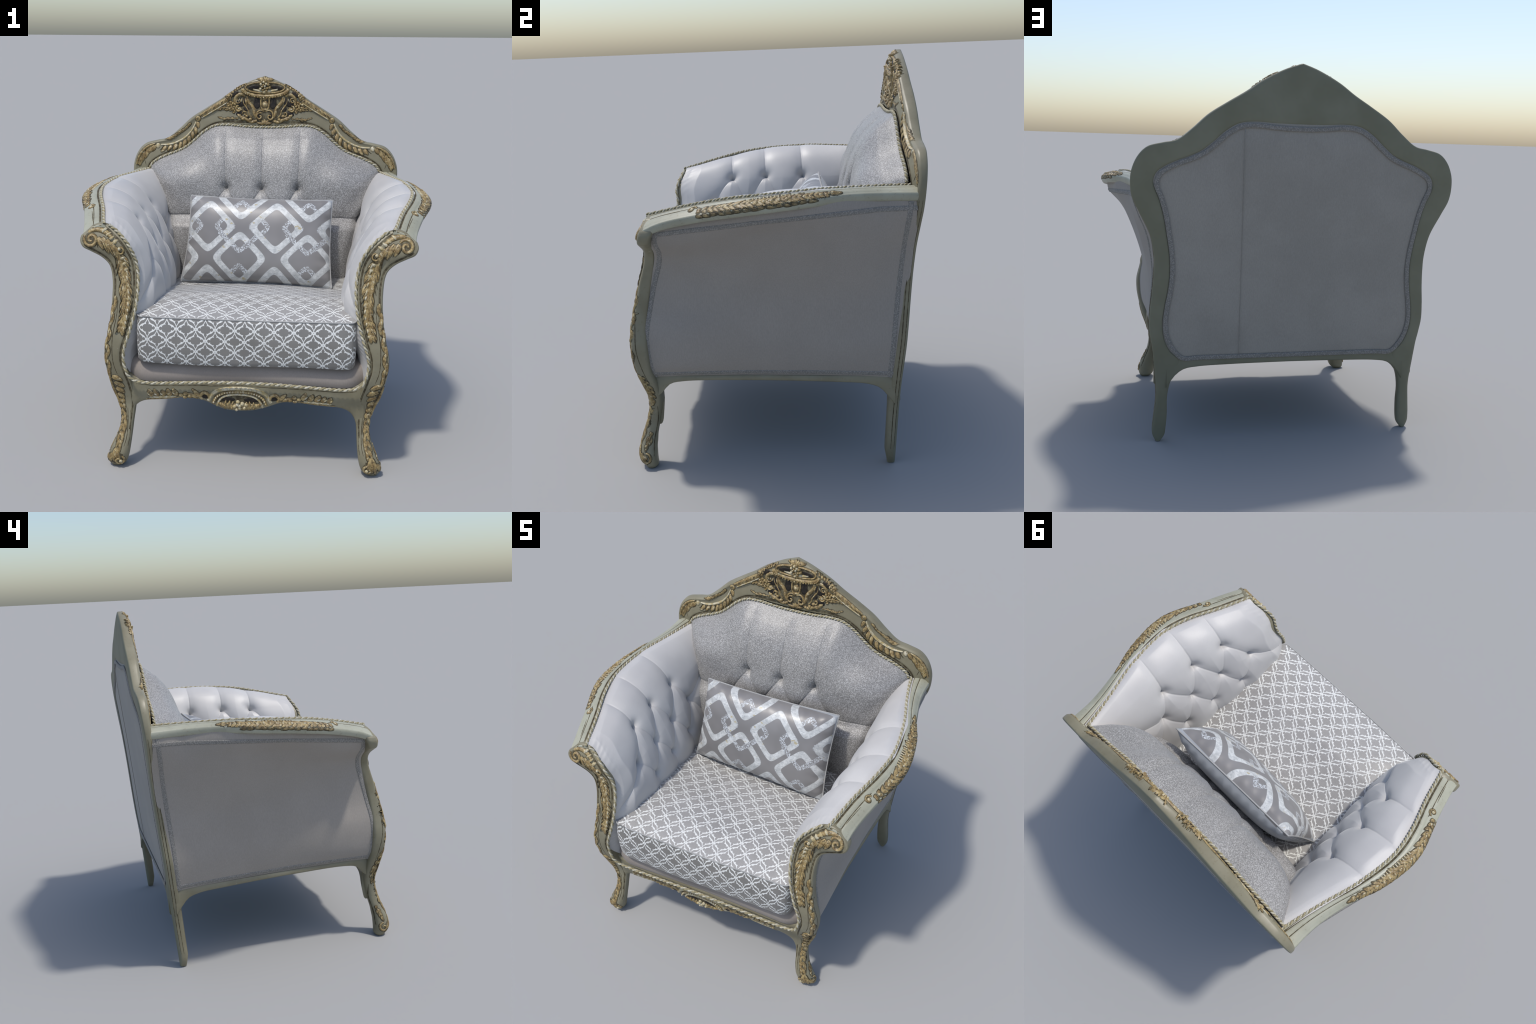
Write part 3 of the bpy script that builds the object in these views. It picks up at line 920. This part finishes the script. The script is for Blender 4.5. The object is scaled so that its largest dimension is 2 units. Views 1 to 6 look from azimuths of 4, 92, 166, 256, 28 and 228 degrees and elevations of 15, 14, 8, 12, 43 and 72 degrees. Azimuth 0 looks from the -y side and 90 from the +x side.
# =====================================================================
#  carving: relief pieces laid on the wood
# =====================================================================
class Chart:
    """Lays plane coordinates onto the wood by casting rays along one direction."""
    def __init__(self, objs, to3d, direction):
        V = []; F = []
        for o in objs:
            k = len(V); V += [v.co.copy() for v in o.data.vertices]; F += [tuple(i + k for i in p.vertices) for p in o.data.polygons]
        self.t = BVHTree.FromPolygons(V, F); self.f = to3d; self.d = Vector(direction).normalized()
    def __call__(self, a, b, h):
        o = Vector(self.f(a, b)); hit, n, i, dist = self.t.ray_cast(o, self.d)
        if hit is None:
            hit, n, i, dist = self.t.find_nearest(o + self.d * 1.0) if False else (None,) * 4
            near = self.t.find_nearest(o + self.d * self.last)
            hit, n = near[0], near[1]
        else:
            self.last = dist
        if n.dot(self.d) > 0: n = -n
        m = (n * .5 - self.d * .5).normalized()
        p = hit + m * h
        return (p.x, p.y, p.z)
    last = 2.0


class Carve:
    """Collects relief pieces into one mesh; an optional under-layer gets a dark glazed border, painted as their shadow."""
    def __init__(self, name, chart, mat, under=None):
        self.name, self.c, self.mat, self.u = name, chart, mat, under; self.V = []; self.F = []
    def _grid(self, A, B, H):
        nu, nv = A.shape; k = len(self.V)
        for a, b, h in zip(A.ravel(), B.ravel(), H.ravel()): self.V.append(self.c(a, b, h))
        self.F += [tuple(f) for f in grid_faces(nu, nv, False, k)]
    def lobe(self, x, z, ang, L, W, h=.008, curl=0.0, n=9, m=9, flat=False):
        """Teardrop leaf lobe from its root at (x,z), pointing along ang (degrees)."""
        if not flat:
            L *= random.uniform(.86, 1.14); W *= random.uniform(.88, 1.12); ang += random.uniform(-6, 6); h *= random.uniform(.85, 1.15)
        if self.u is not None and not flat:  # wider dark copy beneath each lobe, its shadow painted in glaze
            r = math.radians(ang)
            self.u.lobe(x - .003 * math.cos(r), z - .003 * math.sin(r), ang, L + .007, W + .009, .0032, curl, n, m, True)
        t = np.linspace(0, 1, n)[:, None]; u = np.linspace(-1, 1, m)[None, :]
        a = math.radians(ang) + math.radians(curl) * t
        ca = np.cumsum(np.cos(a), 0) / n; sa = np.cumsum(np.sin(a), 0) / n
        w = W * .5 * np.sin(np.pi * (.10 + .86 * t) ** .8) ** .7 + W * .04
        px = x + L * ca - np.sin(a) * w * u; pz = z + L * sa + np.cos(a) * w * u
        if flat:
            H = h * (1 - np.abs(u) ** 8) + 0 * t - .0016
        else:
            H = h * (1 - np.abs(u) ** 2.2) * np.sin(np.pi * (.14 + .80 * t)) ** .6 - .0015 - .0024 * np.exp(-(u / .16) ** 2) * (h > .004)
        self._grid(px + 0 * u, pz + 0 * u, H)
    def ribbon(self, pts, w, h=.008, n=26, m=7, taper=.25, flat=2.2):
        if self.u is not None: self.u.ribbon(pts, w + .009, .0032, n, m, max(taper, .6), 8)
        C = spline(pts, n); T = np.gradient(C, axis=0); T /= np.linalg.norm(T, axis=1, keepdims=True)
        S = np.stack([-T[:, 1], T[:, 0]], 1); t = np.linspace(0, 1, n)[:, None]; u = np.linspace(-1, 1, m)[None, :]
        ww = .5 * w * (taper + (1 - taper) * np.sin(np.pi * (.08 + .84 * t)) ** .7)
        H = h * (1 - np.abs(u) ** flat) * (.5 + .5 * np.sin(np.pi * t) ** .5) - .0015
        self._grid(C[:, :1] + S[:, :1] * ww * u, C[:, 1:] + S[:, 1:] * ww * u, H)
    def bead(self, x, z, rx, rz=None, h=.008, n=6, m=12, rot=0, flat=False):
        rz = rz or rx
        if self.u is not None and not flat: self.u.bead(x, z, rx + .0045, rz + .0045, .003, n, m, rot, True)
        r = np.linspace(0, 1, n)[:, None]; th = np.linspace(0, 2 * np.pi, m)[None, :]
        a = rx * r * np.cos(th); b = rz * r * np.sin(th); c, s = math.cos(math.radians(rot)), math.sin(math.radians(rot))
        H = h * (1 - r**10) if flat else h * np.sqrt(np.maximum(0, 1 - r**2))
        self._grid(x + a * c - b * s, z + a * s + b * c, H - .0015 + 0 * th)
    def spiral(self, x, z, r, turns, start, w, h=.009, sgn=1, n=44):
        t = np.linspace(0, 1, n); a = math.radians(start) + sgn * turns * 2 * np.pi * t; rr = r * (1 - .86 * t)
        self.ribbon(np.stack([x + rr * np.cos(a), z + rr * np.sin(a)], 1), w, h, n=n, taper=.5)
    def leaf(self, spine, W, n=7, h=.008, sides=(1, -1), sweep=48, rib=True, grow=(.55, 1.0, .6)):
        """Acanthus leaf: a midrib with lobes springing from it."""
        C = spline(spine, n * 2 + 1); T = np.gradient(C, axis=0)
        for k in range(n):
            p = C[2 * k]; ang = math.degrees(math.atan2(T[2 * k, 1], T[2 * k, 0]))
            g = np.interp(k / max(1, n - 1), [0, .4, 1], grow)
            L = W * g * (1 + .12 * random.uniform(-1, 1))
            for sd in sides:
                self.lobe(p[0], p[1], ang + sd * sweep + random.uniform(-5, 5), L, L * .5, h * (.85 + .3 * random.random()), curl=-sd * 32)
        if rib:
            self.ribbon(spine, W * .22, h * 1.1)
        e = T[-1]; self.lobe(C[-2, 0], C[-2, 1], math.degrees(math.atan2(e[1], e[0])), W * .6, W * .35, h)
    def done(self, parent=None, kind=None):
        if not self.V: return
        o = make(self.name, self.V, self.F, self.mat, parent or chair)
        me = o.data; d = self.c.d
        if sum(1 if p.normal.dot(d) > 0 else -1 for p in me.polygons) > 0: me.flip_normals()
        if kind: o['kind'] = kind
        return o

front_chart = lambda objs: Chart(objs, lambda a, b: (a, -2.0, b), (0, 1, 0))

# ---- crest of the back ------------------------------------------------
ch = front_chart([frame]); CX = .004
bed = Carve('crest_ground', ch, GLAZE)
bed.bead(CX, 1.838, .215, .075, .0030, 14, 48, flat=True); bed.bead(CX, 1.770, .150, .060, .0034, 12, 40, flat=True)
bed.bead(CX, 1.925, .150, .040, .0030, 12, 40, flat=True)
pk = Carve('crest_shade_patch', ch, HOLLOW_SHADE)  # flat dark patches on solid wood, painted to look like shaded openings
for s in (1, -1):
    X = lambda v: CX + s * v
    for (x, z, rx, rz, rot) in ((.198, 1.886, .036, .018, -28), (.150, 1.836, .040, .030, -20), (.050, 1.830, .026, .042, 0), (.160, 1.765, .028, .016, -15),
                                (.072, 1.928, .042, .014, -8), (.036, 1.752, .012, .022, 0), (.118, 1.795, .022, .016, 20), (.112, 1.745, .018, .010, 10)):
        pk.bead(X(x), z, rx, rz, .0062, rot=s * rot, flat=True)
ug = Carve('crest_shadow_glaze', ch, GLAZE)
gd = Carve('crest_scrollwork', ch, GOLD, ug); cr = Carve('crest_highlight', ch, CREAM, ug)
th = np.linspace(0, 2 * np.pi, 40)
gd.ribbon(np.stack([CX + .146 * np.cos(th[20:]), 1.922 + .048 * np.sin(th[20:])], 1), .028, .016, n=40, taper=.9)
gd.ribbon(np.stack([CX + .124 * np.cos(th), 1.927 + .034 * np.sin(th)], 1), .012, .012, n=60, taper=1)
cr.ribbon(np.stack([CX + .088 * np.cos(th[22:38]), 1.934 + .030 * np.sin(th[22:38])], 1), .020, .010, n=24, taper=.5)
for t in np.linspace(190, 350, 22):
    gd.bead(CX + .147 * math.cos(math.radians(t)), 1.919 + .054 * math.sin(math.radians(t)), .006, h=.020)
for i in range(16):                                             # grape cluster
    a = i * 2.4; r = .0088 * math.sqrt(i)
    (gd if i % 3 else cr).bead(CX - .004 + r * math.cos(a), 1.937 + r * math.sin(a) * 1.15, .0098, h=.020)
for s in (1, -1):
    gd.lobe(CX, 1.970, 90 + s * 62, .060, .026, .012, curl=s * 30); gd.lobe(CX, 1.966, 90 + s * 20, .030, .020, .012)   # cap leaf
    X = lambda v: CX + s * v; an = lambda d: d if s > 0 else 180 - d
    gd.ribbon([(X(.118), 1.874), (X(.104), 1.836), (X(.072), 1.796), (X(.066), 1.764), (X(.054), 1.738)], .024, .013, taper=.5)     # brackets
    gd.lobe(X(.126), 1.868, an(-104), .05, .018, .010)
    gd.ribbon([(X(.142), 1.868), (X(.136), 1.83), (X(.106), 1.785), (X(.098), 1.757), (X(.082), 1.742)], .012, .009, taper=.5)
    gd.spiral(X(.128), 1.765, .017, 1.1, 200, .010, .012, sgn=s); gd.spiral(X(.176), 1.846, .022, 1.1, 20, .012, .013, sgn=s)
    gd.ribbon([(X(.022), 1.874), (X(.027), 1.84), (X(.021), 1.80), (X(.004), 1.778)], .014, .012, taper=.6)
    gd.ribbon([(X(.128), 1.874), (X(.152), 1.886), (X(.180), 1.874), (X(.192), 1.848), (X(.188), 1.82)], .024, .013, taper=.5)
    gd.spiral(X(.166), 1.794, .022, 1.2, 90, .013, .014, sgn=-s); cr.bead(X(.166), 1.794, .008, h=.012)
    gd.spiral(X(.033), 1.748, .024, 1.15, 60, .014, .014, sgn=-s)
    gd.ribbon([(X(.006), 1.778), (X(.026), 1.787), (X(.047), 1.774), (X(.050), 1.745), (X(.030), 1.722)], .014, .012)
    gd.ribbon([(X(.050), 1.722), (X(.085), 1.714), (X(.12), 1.732), (X(.15), 1.742), (X(.175), 1.762)], .024, .012, taper=.6)
    for x, z in ((.066, 1.718), (.092, 1.730), (.116, 1.750), (.140, 1.732), (.160, 1.752)): gd.bead(X(x), z, .012, .010, .014)
    for i in range(11):                                          # rosette where the rim meets the crest
        a = i * 2.4; r = .0085 * math.sqrt(i); gd.bead(X(.214) + r * math.cos(a), 1.815 + r * math.sin(a), .0095, h=.014)
    gd.leaf([(X(.205), 1.790), (X(.180), 1.800), (X(.150), 1.79)], .034, 3, .009)
    gd.leaf([(X(.190), 1.772), (X(.225), 1.794), (X(.265), 1.800), (X(.300), 1.792)], .034, 5, .009)
    gd.leaf([(X(.170), 1.735), (X(.215), 1.734), (X(.255), 1.730), (X(.296), 1.742)], .026, 5, .006, sweep=24)
    gd.leaf([(X(.200), 1.902), (X(.224), 1.876), (X(.244), 1.850)], .032, 4, .010)
    gd.leaf([(X(.120), 1.952), (X(.150), 1.938), (X(.185), 1.916), (X(.2), 1.9)], .026, 5, .010)
    for k in range(3): cr.lobe(X(.146 + .013 * k), 1.866 - .004 * k, an(-74 + 8 * k), .034, .009, .010)
gd.bead(CX, 1.824, .019, .024, .010); cr.bead(CX, 1.822, .010, .012, .016); gd.bead(CX, 1.792, .017, .008, .014)
for a in (55, 90, 125, 15, 165): gd.lobe(CX, 1.698, a, .040 if a in (55, 90, 125) else .055, .018, .008)
for a in (-60, -90, -120): gd.lobe(CX, 1.872, a, .026, .014, .012)
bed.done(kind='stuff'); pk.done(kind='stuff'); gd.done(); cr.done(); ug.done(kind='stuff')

# ---- rim leaves of the back frame ---------------------------------------
for s in (1, -1):
    X = lambda v: CX * .5 + s * v; an = lambda d: d if s > 0 else 180 - d
    ug = Carve('rim_leaf_shadow_glaze', ch, GLAZE)
    lf = Carve('rim_acanthus_leaf', ch, GOLD, ug); lc = Carve('rim_leaf_edge', ch, CREAM); lg = Carve('rim_leaf_cut', ch, GLAZE)
    # long husk along the slope
    lf.ribbon([(X(.238), 1.852), (X(.30), 1.812), (X(.36), 1.774), (X(.412), 1.742)], .044, .008, n=34, taper=.75)
    lc.ribbon([(X(.240), 1.832), (X(.30), 1.795), (X(.35), 1.765), (X(.405), 1.732)], .012, .011, taper=.6)
    for k in range(6): lg.lobe(X(.262 + .026 * k), 1.846 - .0165 * k, an(-48), .036, .005, .0105)
    lf.bead(X(.427), 1.728, .019, .019, .010); lg.bead(X(.429), 1.728, .007, .007, .014)
    # scythe leaf down to the shoulder
    spine = [(X(.440), 1.708), (X(.462), 1.662), (X(.500), 1.616), (X(.556), 1.580), (X(.615), 1.560), (X(.672), 1.556)]
    C = spline(spine, 10); T = np.gradient(C, axis=0)
    for k in range(9):
        ang = math.degrees(math.atan2(T[k, 1], T[k, 0])); L = .060 * np.interp(k, [0, 3, 8], [.75, 1, .85])
        lf.lobe(C[k, 0], C[k, 1], ang - s * 70, L, .026, .009, curl=s * 45)
        lg.lobe(C[k, 0] + .5 * T[k, 0], C[k, 1] + .5 * T[k, 1], ang - s * 70, L * .85, .005, .0080, curl=s * 45)
    lc.ribbon(spine, .016, .012, n=40, taper=.5)
    for k in range(8):                                            # close cut leaves between midrib and edge
        t = k / 7; p = C[int(t * 8)]; ang = math.degrees(math.atan2(T[int(t * 8), 1], T[int(t * 8), 0]))
        lf.lobe(X(.470 + .125 * t), 1.704 - .112 * t ** .85, ang + s * 26, .048, .017, .007, curl=-s * 20)
    # block and shoulder leaf
    lc.bead(X(.692), 1.550, .015, .018, .009)
    sp2 = [(X(.712), 1.562), (X(.752), 1.548), (X(.790), 1.518), (X(.820), 1.475), (X(.838), 1.425)]
    C = spline(sp2, 8); T = np.gradient(C, axis=0)
    for k in range(7):
        ang = math.degrees(math.atan2(T[k, 1], T[k, 0])); L = .078 * np.interp(k, [0, 2.5, 6], [.75, 1, .5])
        lf.lobe(C[k, 0], C[k, 1], ang - s * 62, L, .031, .009, curl=s * 40)
        lg.lobe(C[k, 0] + .5 * T[k, 0], C[k, 1] + .5 * T[k, 1], ang - s * 62, L * .85, .005, .0080, curl=s * 40)
    lf.ribbon(sp2, .020, .010, n=30)
    lg.ribbon([(X(.786), 1.475), (X(.780), 1.448), (X(.772), 1.425)], .006, .003)
    lf.done(); lc.done(); lg.done(kind='stuff'); ug.done(kind='stuff')

# ---- front posts ---------------------------------------------------------
for s, po in zip((1, -1), posts):
    pc = Chart([po], lambda a, b: (a - (.024 if s < 0 else -.004) * leg(b), -2.0, b), (0, 1, 0)); an = lambda d: d if s > 0 else 180 - d
    def X(v): return s * v
    ug = Carve('post_shadow_glaze', pc, GLAZE)
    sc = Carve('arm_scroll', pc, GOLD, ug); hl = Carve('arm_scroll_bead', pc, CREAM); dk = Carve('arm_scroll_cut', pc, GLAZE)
    dk.bead(X(.800), 1.236, .040, .036, .0035, flat=True)
    sc.spiral(X(.798), 1.234, .038, 1.45, 150, .020, .011, sgn=-s, n=60)
    sc.ribbon([(X(.815), 1.268), (X(.775), 1.282), (X(.730), 1.272), (X(.690), 1.245)], .026, .010, taper=.4)
    for x, z, a, L in ((.768, 1.25, -125, .065), (.746, 1.252, -128, .090), (.724, 1.244, -125, .10), (.700, 1.232, -118, .105), (.680, 1.210, -110, .115), (.664, 1.18, -104, .12)):
        sc.lobe(X(x), z, an(a), L, .032, .009, curl=s * 18); dk.lobe(X(x + .014), z - .008, an(a), L * .85, .0055, .0105, curl=s * 18)
    for x, z in ((.736, 1.274), (.712, 1.260), (.692, 1.242), (.674, 1.222), (.640, 1.140), (.628, 1.110), (.622, 1.08)):
        hl.lobe(X(x + .012), z - .006, an(150), .032, .019, .013)
    sc.spiral(X(.648), 1.178, .022, 1.1, 90, .012, .012, sgn=s); hl.bead(X(.651), 1.190, .010, h=.014)
    # long falling leaf
    spine = [(X(.648), 1.16), (X(.634), 1.09), (X(.622), 1.01), (X(.618), .93), (X(.628), .85), (X(.645), .775)]
    C = spline(spine, 13); T = np.gradient(C, axis=0)
    for k in range(12):
        ang = math.degrees(math.atan2(T[k, 1], T[k, 0])); L = np.interp(k, [0, 4, 11], [.085, .078, .05])
        sc.lobe(C[k, 0], C[k, 1], ang + s * 24, L, .030, .009, curl=-s * 22)
        sc.lobe(C[k, 0], C[k, 1], ang - s * 26, L, .030, .009, curl=s * 22)
        hl.lobe(C[k, 0] - s * .012, C[k, 1] - .01, ang - s * 16, L * .45, .012, .012)
        dk.lobe(C[k, 0] + s * .010, C[k, 1] - .012, ang + s * 22, L * .8, .005, .0115)
        dk.lobe(C[k, 0] - s * .014, C[k, 1] - .012, ang - s * 24, L * .7, .0045, .0110)
    sc.ribbon(spine, .013, .011, n=40)
    # outer leaf trail over the swell of the post, down to the knee
    spine = [(X(.672), .955), (X(.682), .88), (X(.697), .80), (X(.711), .71), (X(.713), .62), (X(.702), .54)]
    C = spline(spine, 11); T = np.gradient(C, axis=0)
    for k in range(10):
        ang = math.degrees(math.atan2(T[k, 1], T[k, 0])); sd = 1 if k % 2 else -1
        sc.lobe(C[k, 0], C[k, 1], ang + sd * s * 14, .082, .021, .008, curl=-sd * s * 24)
        if k % 2 == 0: hl.lobe(C[k, 0], C[k, 1], ang, .034, .010, .010)
    dk.ribbon([(X(.656), .93), (X(.664), .85), (X(.680), .77), (X(.688), .70), (X(.686), .60), (X(.668), .53)], .006, .003, n=40, taper=1)
    # knee shell
    for k in range(6):
        t = k / 5; x = .704 - .052 * t; z = .520 - .17 * t
        sc.lobe(X(x), z, an(-160 + 30 * t), .068 * (1 - .35 * t), .034, .010, curl=s * 15)
        dk.lobe(X(x - .004), z - .015, an(-160 + 30 * t), .058 * (1 - .3 * t), .006, .0105, curl=s * 15)
    sc.ribbon([(X(.714), .515), (X(.696), .44), (X(.670), .375), (X(.652), .32)], .018, .011, n=30)
    # trail along the shin to the foot
    spine = [(X(.640), .33), (X(.634), .26), (X(.638), .20), (X(.650), .14), (X(.668), .09)]
    C = spline(spine, 7); T = np.gradient(C, axis=0)
    for k in range(6):
        ang = math.degrees(math.atan2(T[k, 1], T[k, 0]))
        sc.lobe(C[k, 0], C[k, 1], ang - s * 18, .072, .019, .007, curl=s * 20); sc.lobe(C[k, 0], C[k, 1], ang + s * 16, .060, .017, .007)
    dk.ribbon([(X(.614), .33), (X(.608), .25), (X(.610), .17), (X(.622), .12)], .007, .0025, n=30, taper=1)
    dk.ribbon([(X(.598), .32), (X(.594), .25), (X(.595), .17), (X(.602), .12)], .006, .0025, n=30, taper=1)
    # foot scroll
    dk.bead(X(.658), .060, .045, .050, .003, flat=True)
    sc.spiral(X(.648), .046, .030, 1.2, 60, .016, .010, sgn=s); hl.bead(X(.640), .042, .011, h=.013)
    for k in range(6): sc.lobe(X(.660 + .008 * k), .120 - .008 * k, an(-104 + 7 * k), .085 - .004 * k, .019, .008)
    sc.done(); hl.done(); dk.done(kind='stuff'); ug.done(kind='stuff')
    # outside of the post: foot scroll, knee leaf and cut line, seen from the side
    qc = Chart([po], lambda a, b: (s * 2.0, a, b), (-s, 0, 0))
    ug = Carve('post_side_shadow_glaze', qc, GLAZE)
    sc = Carve('foot_scroll', qc, GOLD, ug); dk = Carve('post_side_cut', qc, GLAZE)
    sc.spiral(-.672, .055, .028, 1.25, 90, .014, .008, sgn=-1)
    sc.leaf([(-.640, .18), (-.655, .14), (-.672, .10)], .034, 4, .006, sweep=30)
    sc.leaf([(-.660, .50), (-.636, .44), (-.622, .39), (-.622, .33)], .036, 6, .007, sweep=36)
    dk.ribbon([(-.668, .88), (-.672, .76), (-.672, .64), (-.652, .54), (-.628, .46)], .007, .0028, n=40, taper=.8)
    dk.ribbon([(-.602, .32), (-.606, .24), (-.628, .14), (-.632, .06)], .007, .0028, n=30, taper=.8)
    sc.done(); dk.done(kind='stuff'); ug.done(kind='stuff')

# ---- front rail -----------------------------------------------------------
ac = front_chart([apron_ob])
ug = Carve('front_rail_shadow_glaze', ac, GLAZE)
sc = Carve('front_rail_carving', ac, GOLD, ug); hl = Carve('front_rail_highlight', ac, CREAM); dk = Carve('front_rail_shade_patch', ac, HOLLOW_SHADE)  # dk: flat dark ovals added on the surface as painted recess shade
cx = -.030
ug.bead(cx, .405, .150, .055, .0026, 12, 40, flat=True)
for s in (1, -1):
    X = lambda v: cx + s * v; an = lambda d: d if s > 0 else 180 - d
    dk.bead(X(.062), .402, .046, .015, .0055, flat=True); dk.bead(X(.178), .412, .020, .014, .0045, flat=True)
    sc.ribbon([(X(.158), .398), (X(.166), .426), (X(.190), .434), (X(.208), .414), (X(.198), .394)], .022, .011, taper=.6)
    sc.lobe(X(.202), .400, an(55), .066, .028, .011, curl=-s * 10); sc.lobe(X(.212), .400, an(20), .066, .024, .010)
    for x, z in ((.264, .408), (.286, .424), (.290, .402), (.310, .414)): sc.bead(X(x), z, .014, .012, .011)
    for k in range(5): sc.lobe(X(.322 + .034 * k), .410 - .003 * k, an(38), .046, .032, .011, curl=s * 40)
    for k in range(5): hl.lobe(X(.334 + .034 * k), .418 - .003 * k, an(30), .024, .012, .014)
    hl.ribbon([(X(.335), .403), (X(.40), .398), (X(.48), .392)], .015, .008, taper=.4)
    sc.ribbon([(X(.320), .398), (X(.40), .388), (X(.50), .379)], .014, .007, taper=.4)
    for k in range(4): sc.bead(X(.080 + .010 * k), .362 + .005 * k, .008, .011, .010)
arch = [(-.165, .388), (-.140, .432), (-.095, .456), (0, .466), (.095, .456), (.140, .432), (.165, .388)]
hl.ribbon([(cx + x, z) for x, z in arch], .022, .012, n=60, taper=.9)
sc.ribbon([(cx + x * .86, z - .018) for x, z in arch], .018, .011, n=60, taper=.9)
hl.ribbon([(cx + x * .74, z - .034) for x, z in arch], .015, .009, n=60, taper=.9)
C = spline([(cx + x * .86, z - .018) for x, z in arch], 26)
for p in C[1:-1]: hl.bead(p[0], p[1], .0055, .007, .014)
sc.ribbon([(cx - .105, .368), (cx, .357), (cx + .105, .368)], .046, .010, n=40, taper=.5)
for k in range(9):
    a = k * 2.4; r = .0105 * math.sqrt(k); hl.bead(cx + r * math.cos(a) * 1.3, .366 + r * math.sin(a) * .9, .0115, h=.017)
for s in (1, -1):
    for k in range(3): sc.lobe(cx + s * (.04 + .018 * k), .366, 90 + s * 10, .030, .012, .013); sc.lobe(cx + s * (.04 + .018 * k), .366, -90, .024, .012, .013)
dk2 = Carve('front_rail_cut', ac, GLAZE)
dk2.ribbon([(x, np.interp(abs(x), [0, .3, .50, .58], [.512, .502, .490, .500]) - .030) for x in np.linspace(-.585, .585, 25)], .007, .003, n=120, taper=1)
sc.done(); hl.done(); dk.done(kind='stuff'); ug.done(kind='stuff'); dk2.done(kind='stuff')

# ---- arm rails -------------------------------------------------------------
def rail_xy(t, q, s):
    k = t * (N_RAIL - 1); i = int(min(k, N_RAIL - 2)); f = k - i
    a = rin[i] * (1 - f) + rin[i + 1] * f; b = rout[i] * (1 - f) + rout[i + 1] * f
    p = a + (b - a) * q
    return np.array([s * p[0], p[1]])
for s, ro in zip((1, -1), RAIL_OBJ):
    rc = Chart([ro], lambda a, b: (a, b, 2.0), (0, 0, -1))
    ug = Carve('arm_rail_shadow_glaze', rc, GLAZE)
    sc = Carve('arm_rail_carving', rc, GOLD, ug); hl = Carve('arm_rail_highlight', rc, CREAM, ug); dk = Carve('arm_rail_cut', rc, GLAZE)
    def at(t, q): return rail_xy(t, q, s)
    def direc(t): d = at(t + .01, .7) - at(t - .01, .7); return math.degrees(math.atan2(d[1], d[0]))
    c = at(.195, .66); sc.spiral(c[0], c[1], .022, 1.1, direc(.2), .010, .007, sgn=s); hl.bead(c[0], c[1], .010, h=.008)
    for k in range(24):                                              # continuous garland, swelling at the widest point
        t = .215 + .0195 * k; g = math.sin(math.pi * (k + 1.5) / 26) ** .6; a = direc(t)
        p = at(t, .86 - .06 * g)
        sc.lobe(p[0], p[1], a + 16, .066 * g, .019, .0065, curl=30); sc.lobe(p[0], p[1], a - 16, .066 * g, .019, .0065, curl=-30)
        if k % 3 == 1: hl.lobe(p[0], p[1], a, .020, .010, .0085)
    for k in range(5):                                               # flowers at the widest point
        t = .43 + .026 * k; p = at(t, .84); sc.bead(p[0], p[1], .013, .012, .009); hl.bead(p[0], p[1], .006, h=.011)
    for k in range(13):                                              # fluted shell band on the inside
        t = .405 + .0125 * k; q = .46 - .10 * math.sin(math.pi * k / 12); p = at(t, q); d = at(t, .64) - p
        hl.ribbon([p, p + d * .5, p + d], .010, .006, n=8, taper=.7)
    sc.leaf([at(.675, .82), at(.695, .84), at(.72, .88)], .028, 4, .006, sweep=25)
    dk.ribbon([at(.05, .58), at(.10, .60), at(.15, .62)], .006, .0028, n=16)
    sc.done(); hl.done(); dk.done(kind='stuff'); ug.done(kind='stuff')
    # outer face of the same garland, seen from the side
    rc = Chart([ro], lambda a, b: (s * 2.0, a, b), (-s, 0, 0))
    ug = Carve('arm_rail_side_shadow_glaze', rc, GLAZE); sc = Carve('arm_rail_side_carving', rc, GOLD, ug)
    for k in range(15):
        t = .225 + .028 * k; i = int(t * (N_RAIL - 1)); p = rout[i]
        sc.lobe(p[1] - .016, p[2] - .012, 10, .042, .014, .005, curl=-20)
    sc.done(); ug.done(kind='stuff')

# ---- cut lines on the outer sides of the back posts -------------------------
for s in (1, -1):
    bc = Chart([frame], lambda a, b: (s * 2.0, a, b), (-s, 0, 0))
    dk = Carve('back_post_cut', bc, GLAZE)
    for off, w in ((.030, .007), (.014, .005)):
        dk.ribbon([(back_y(z) - off, z) for z in np.linspace(.08, 1.36, 22)], w, .003, n=120, taper=1)
    dk.done(kind='stuff')
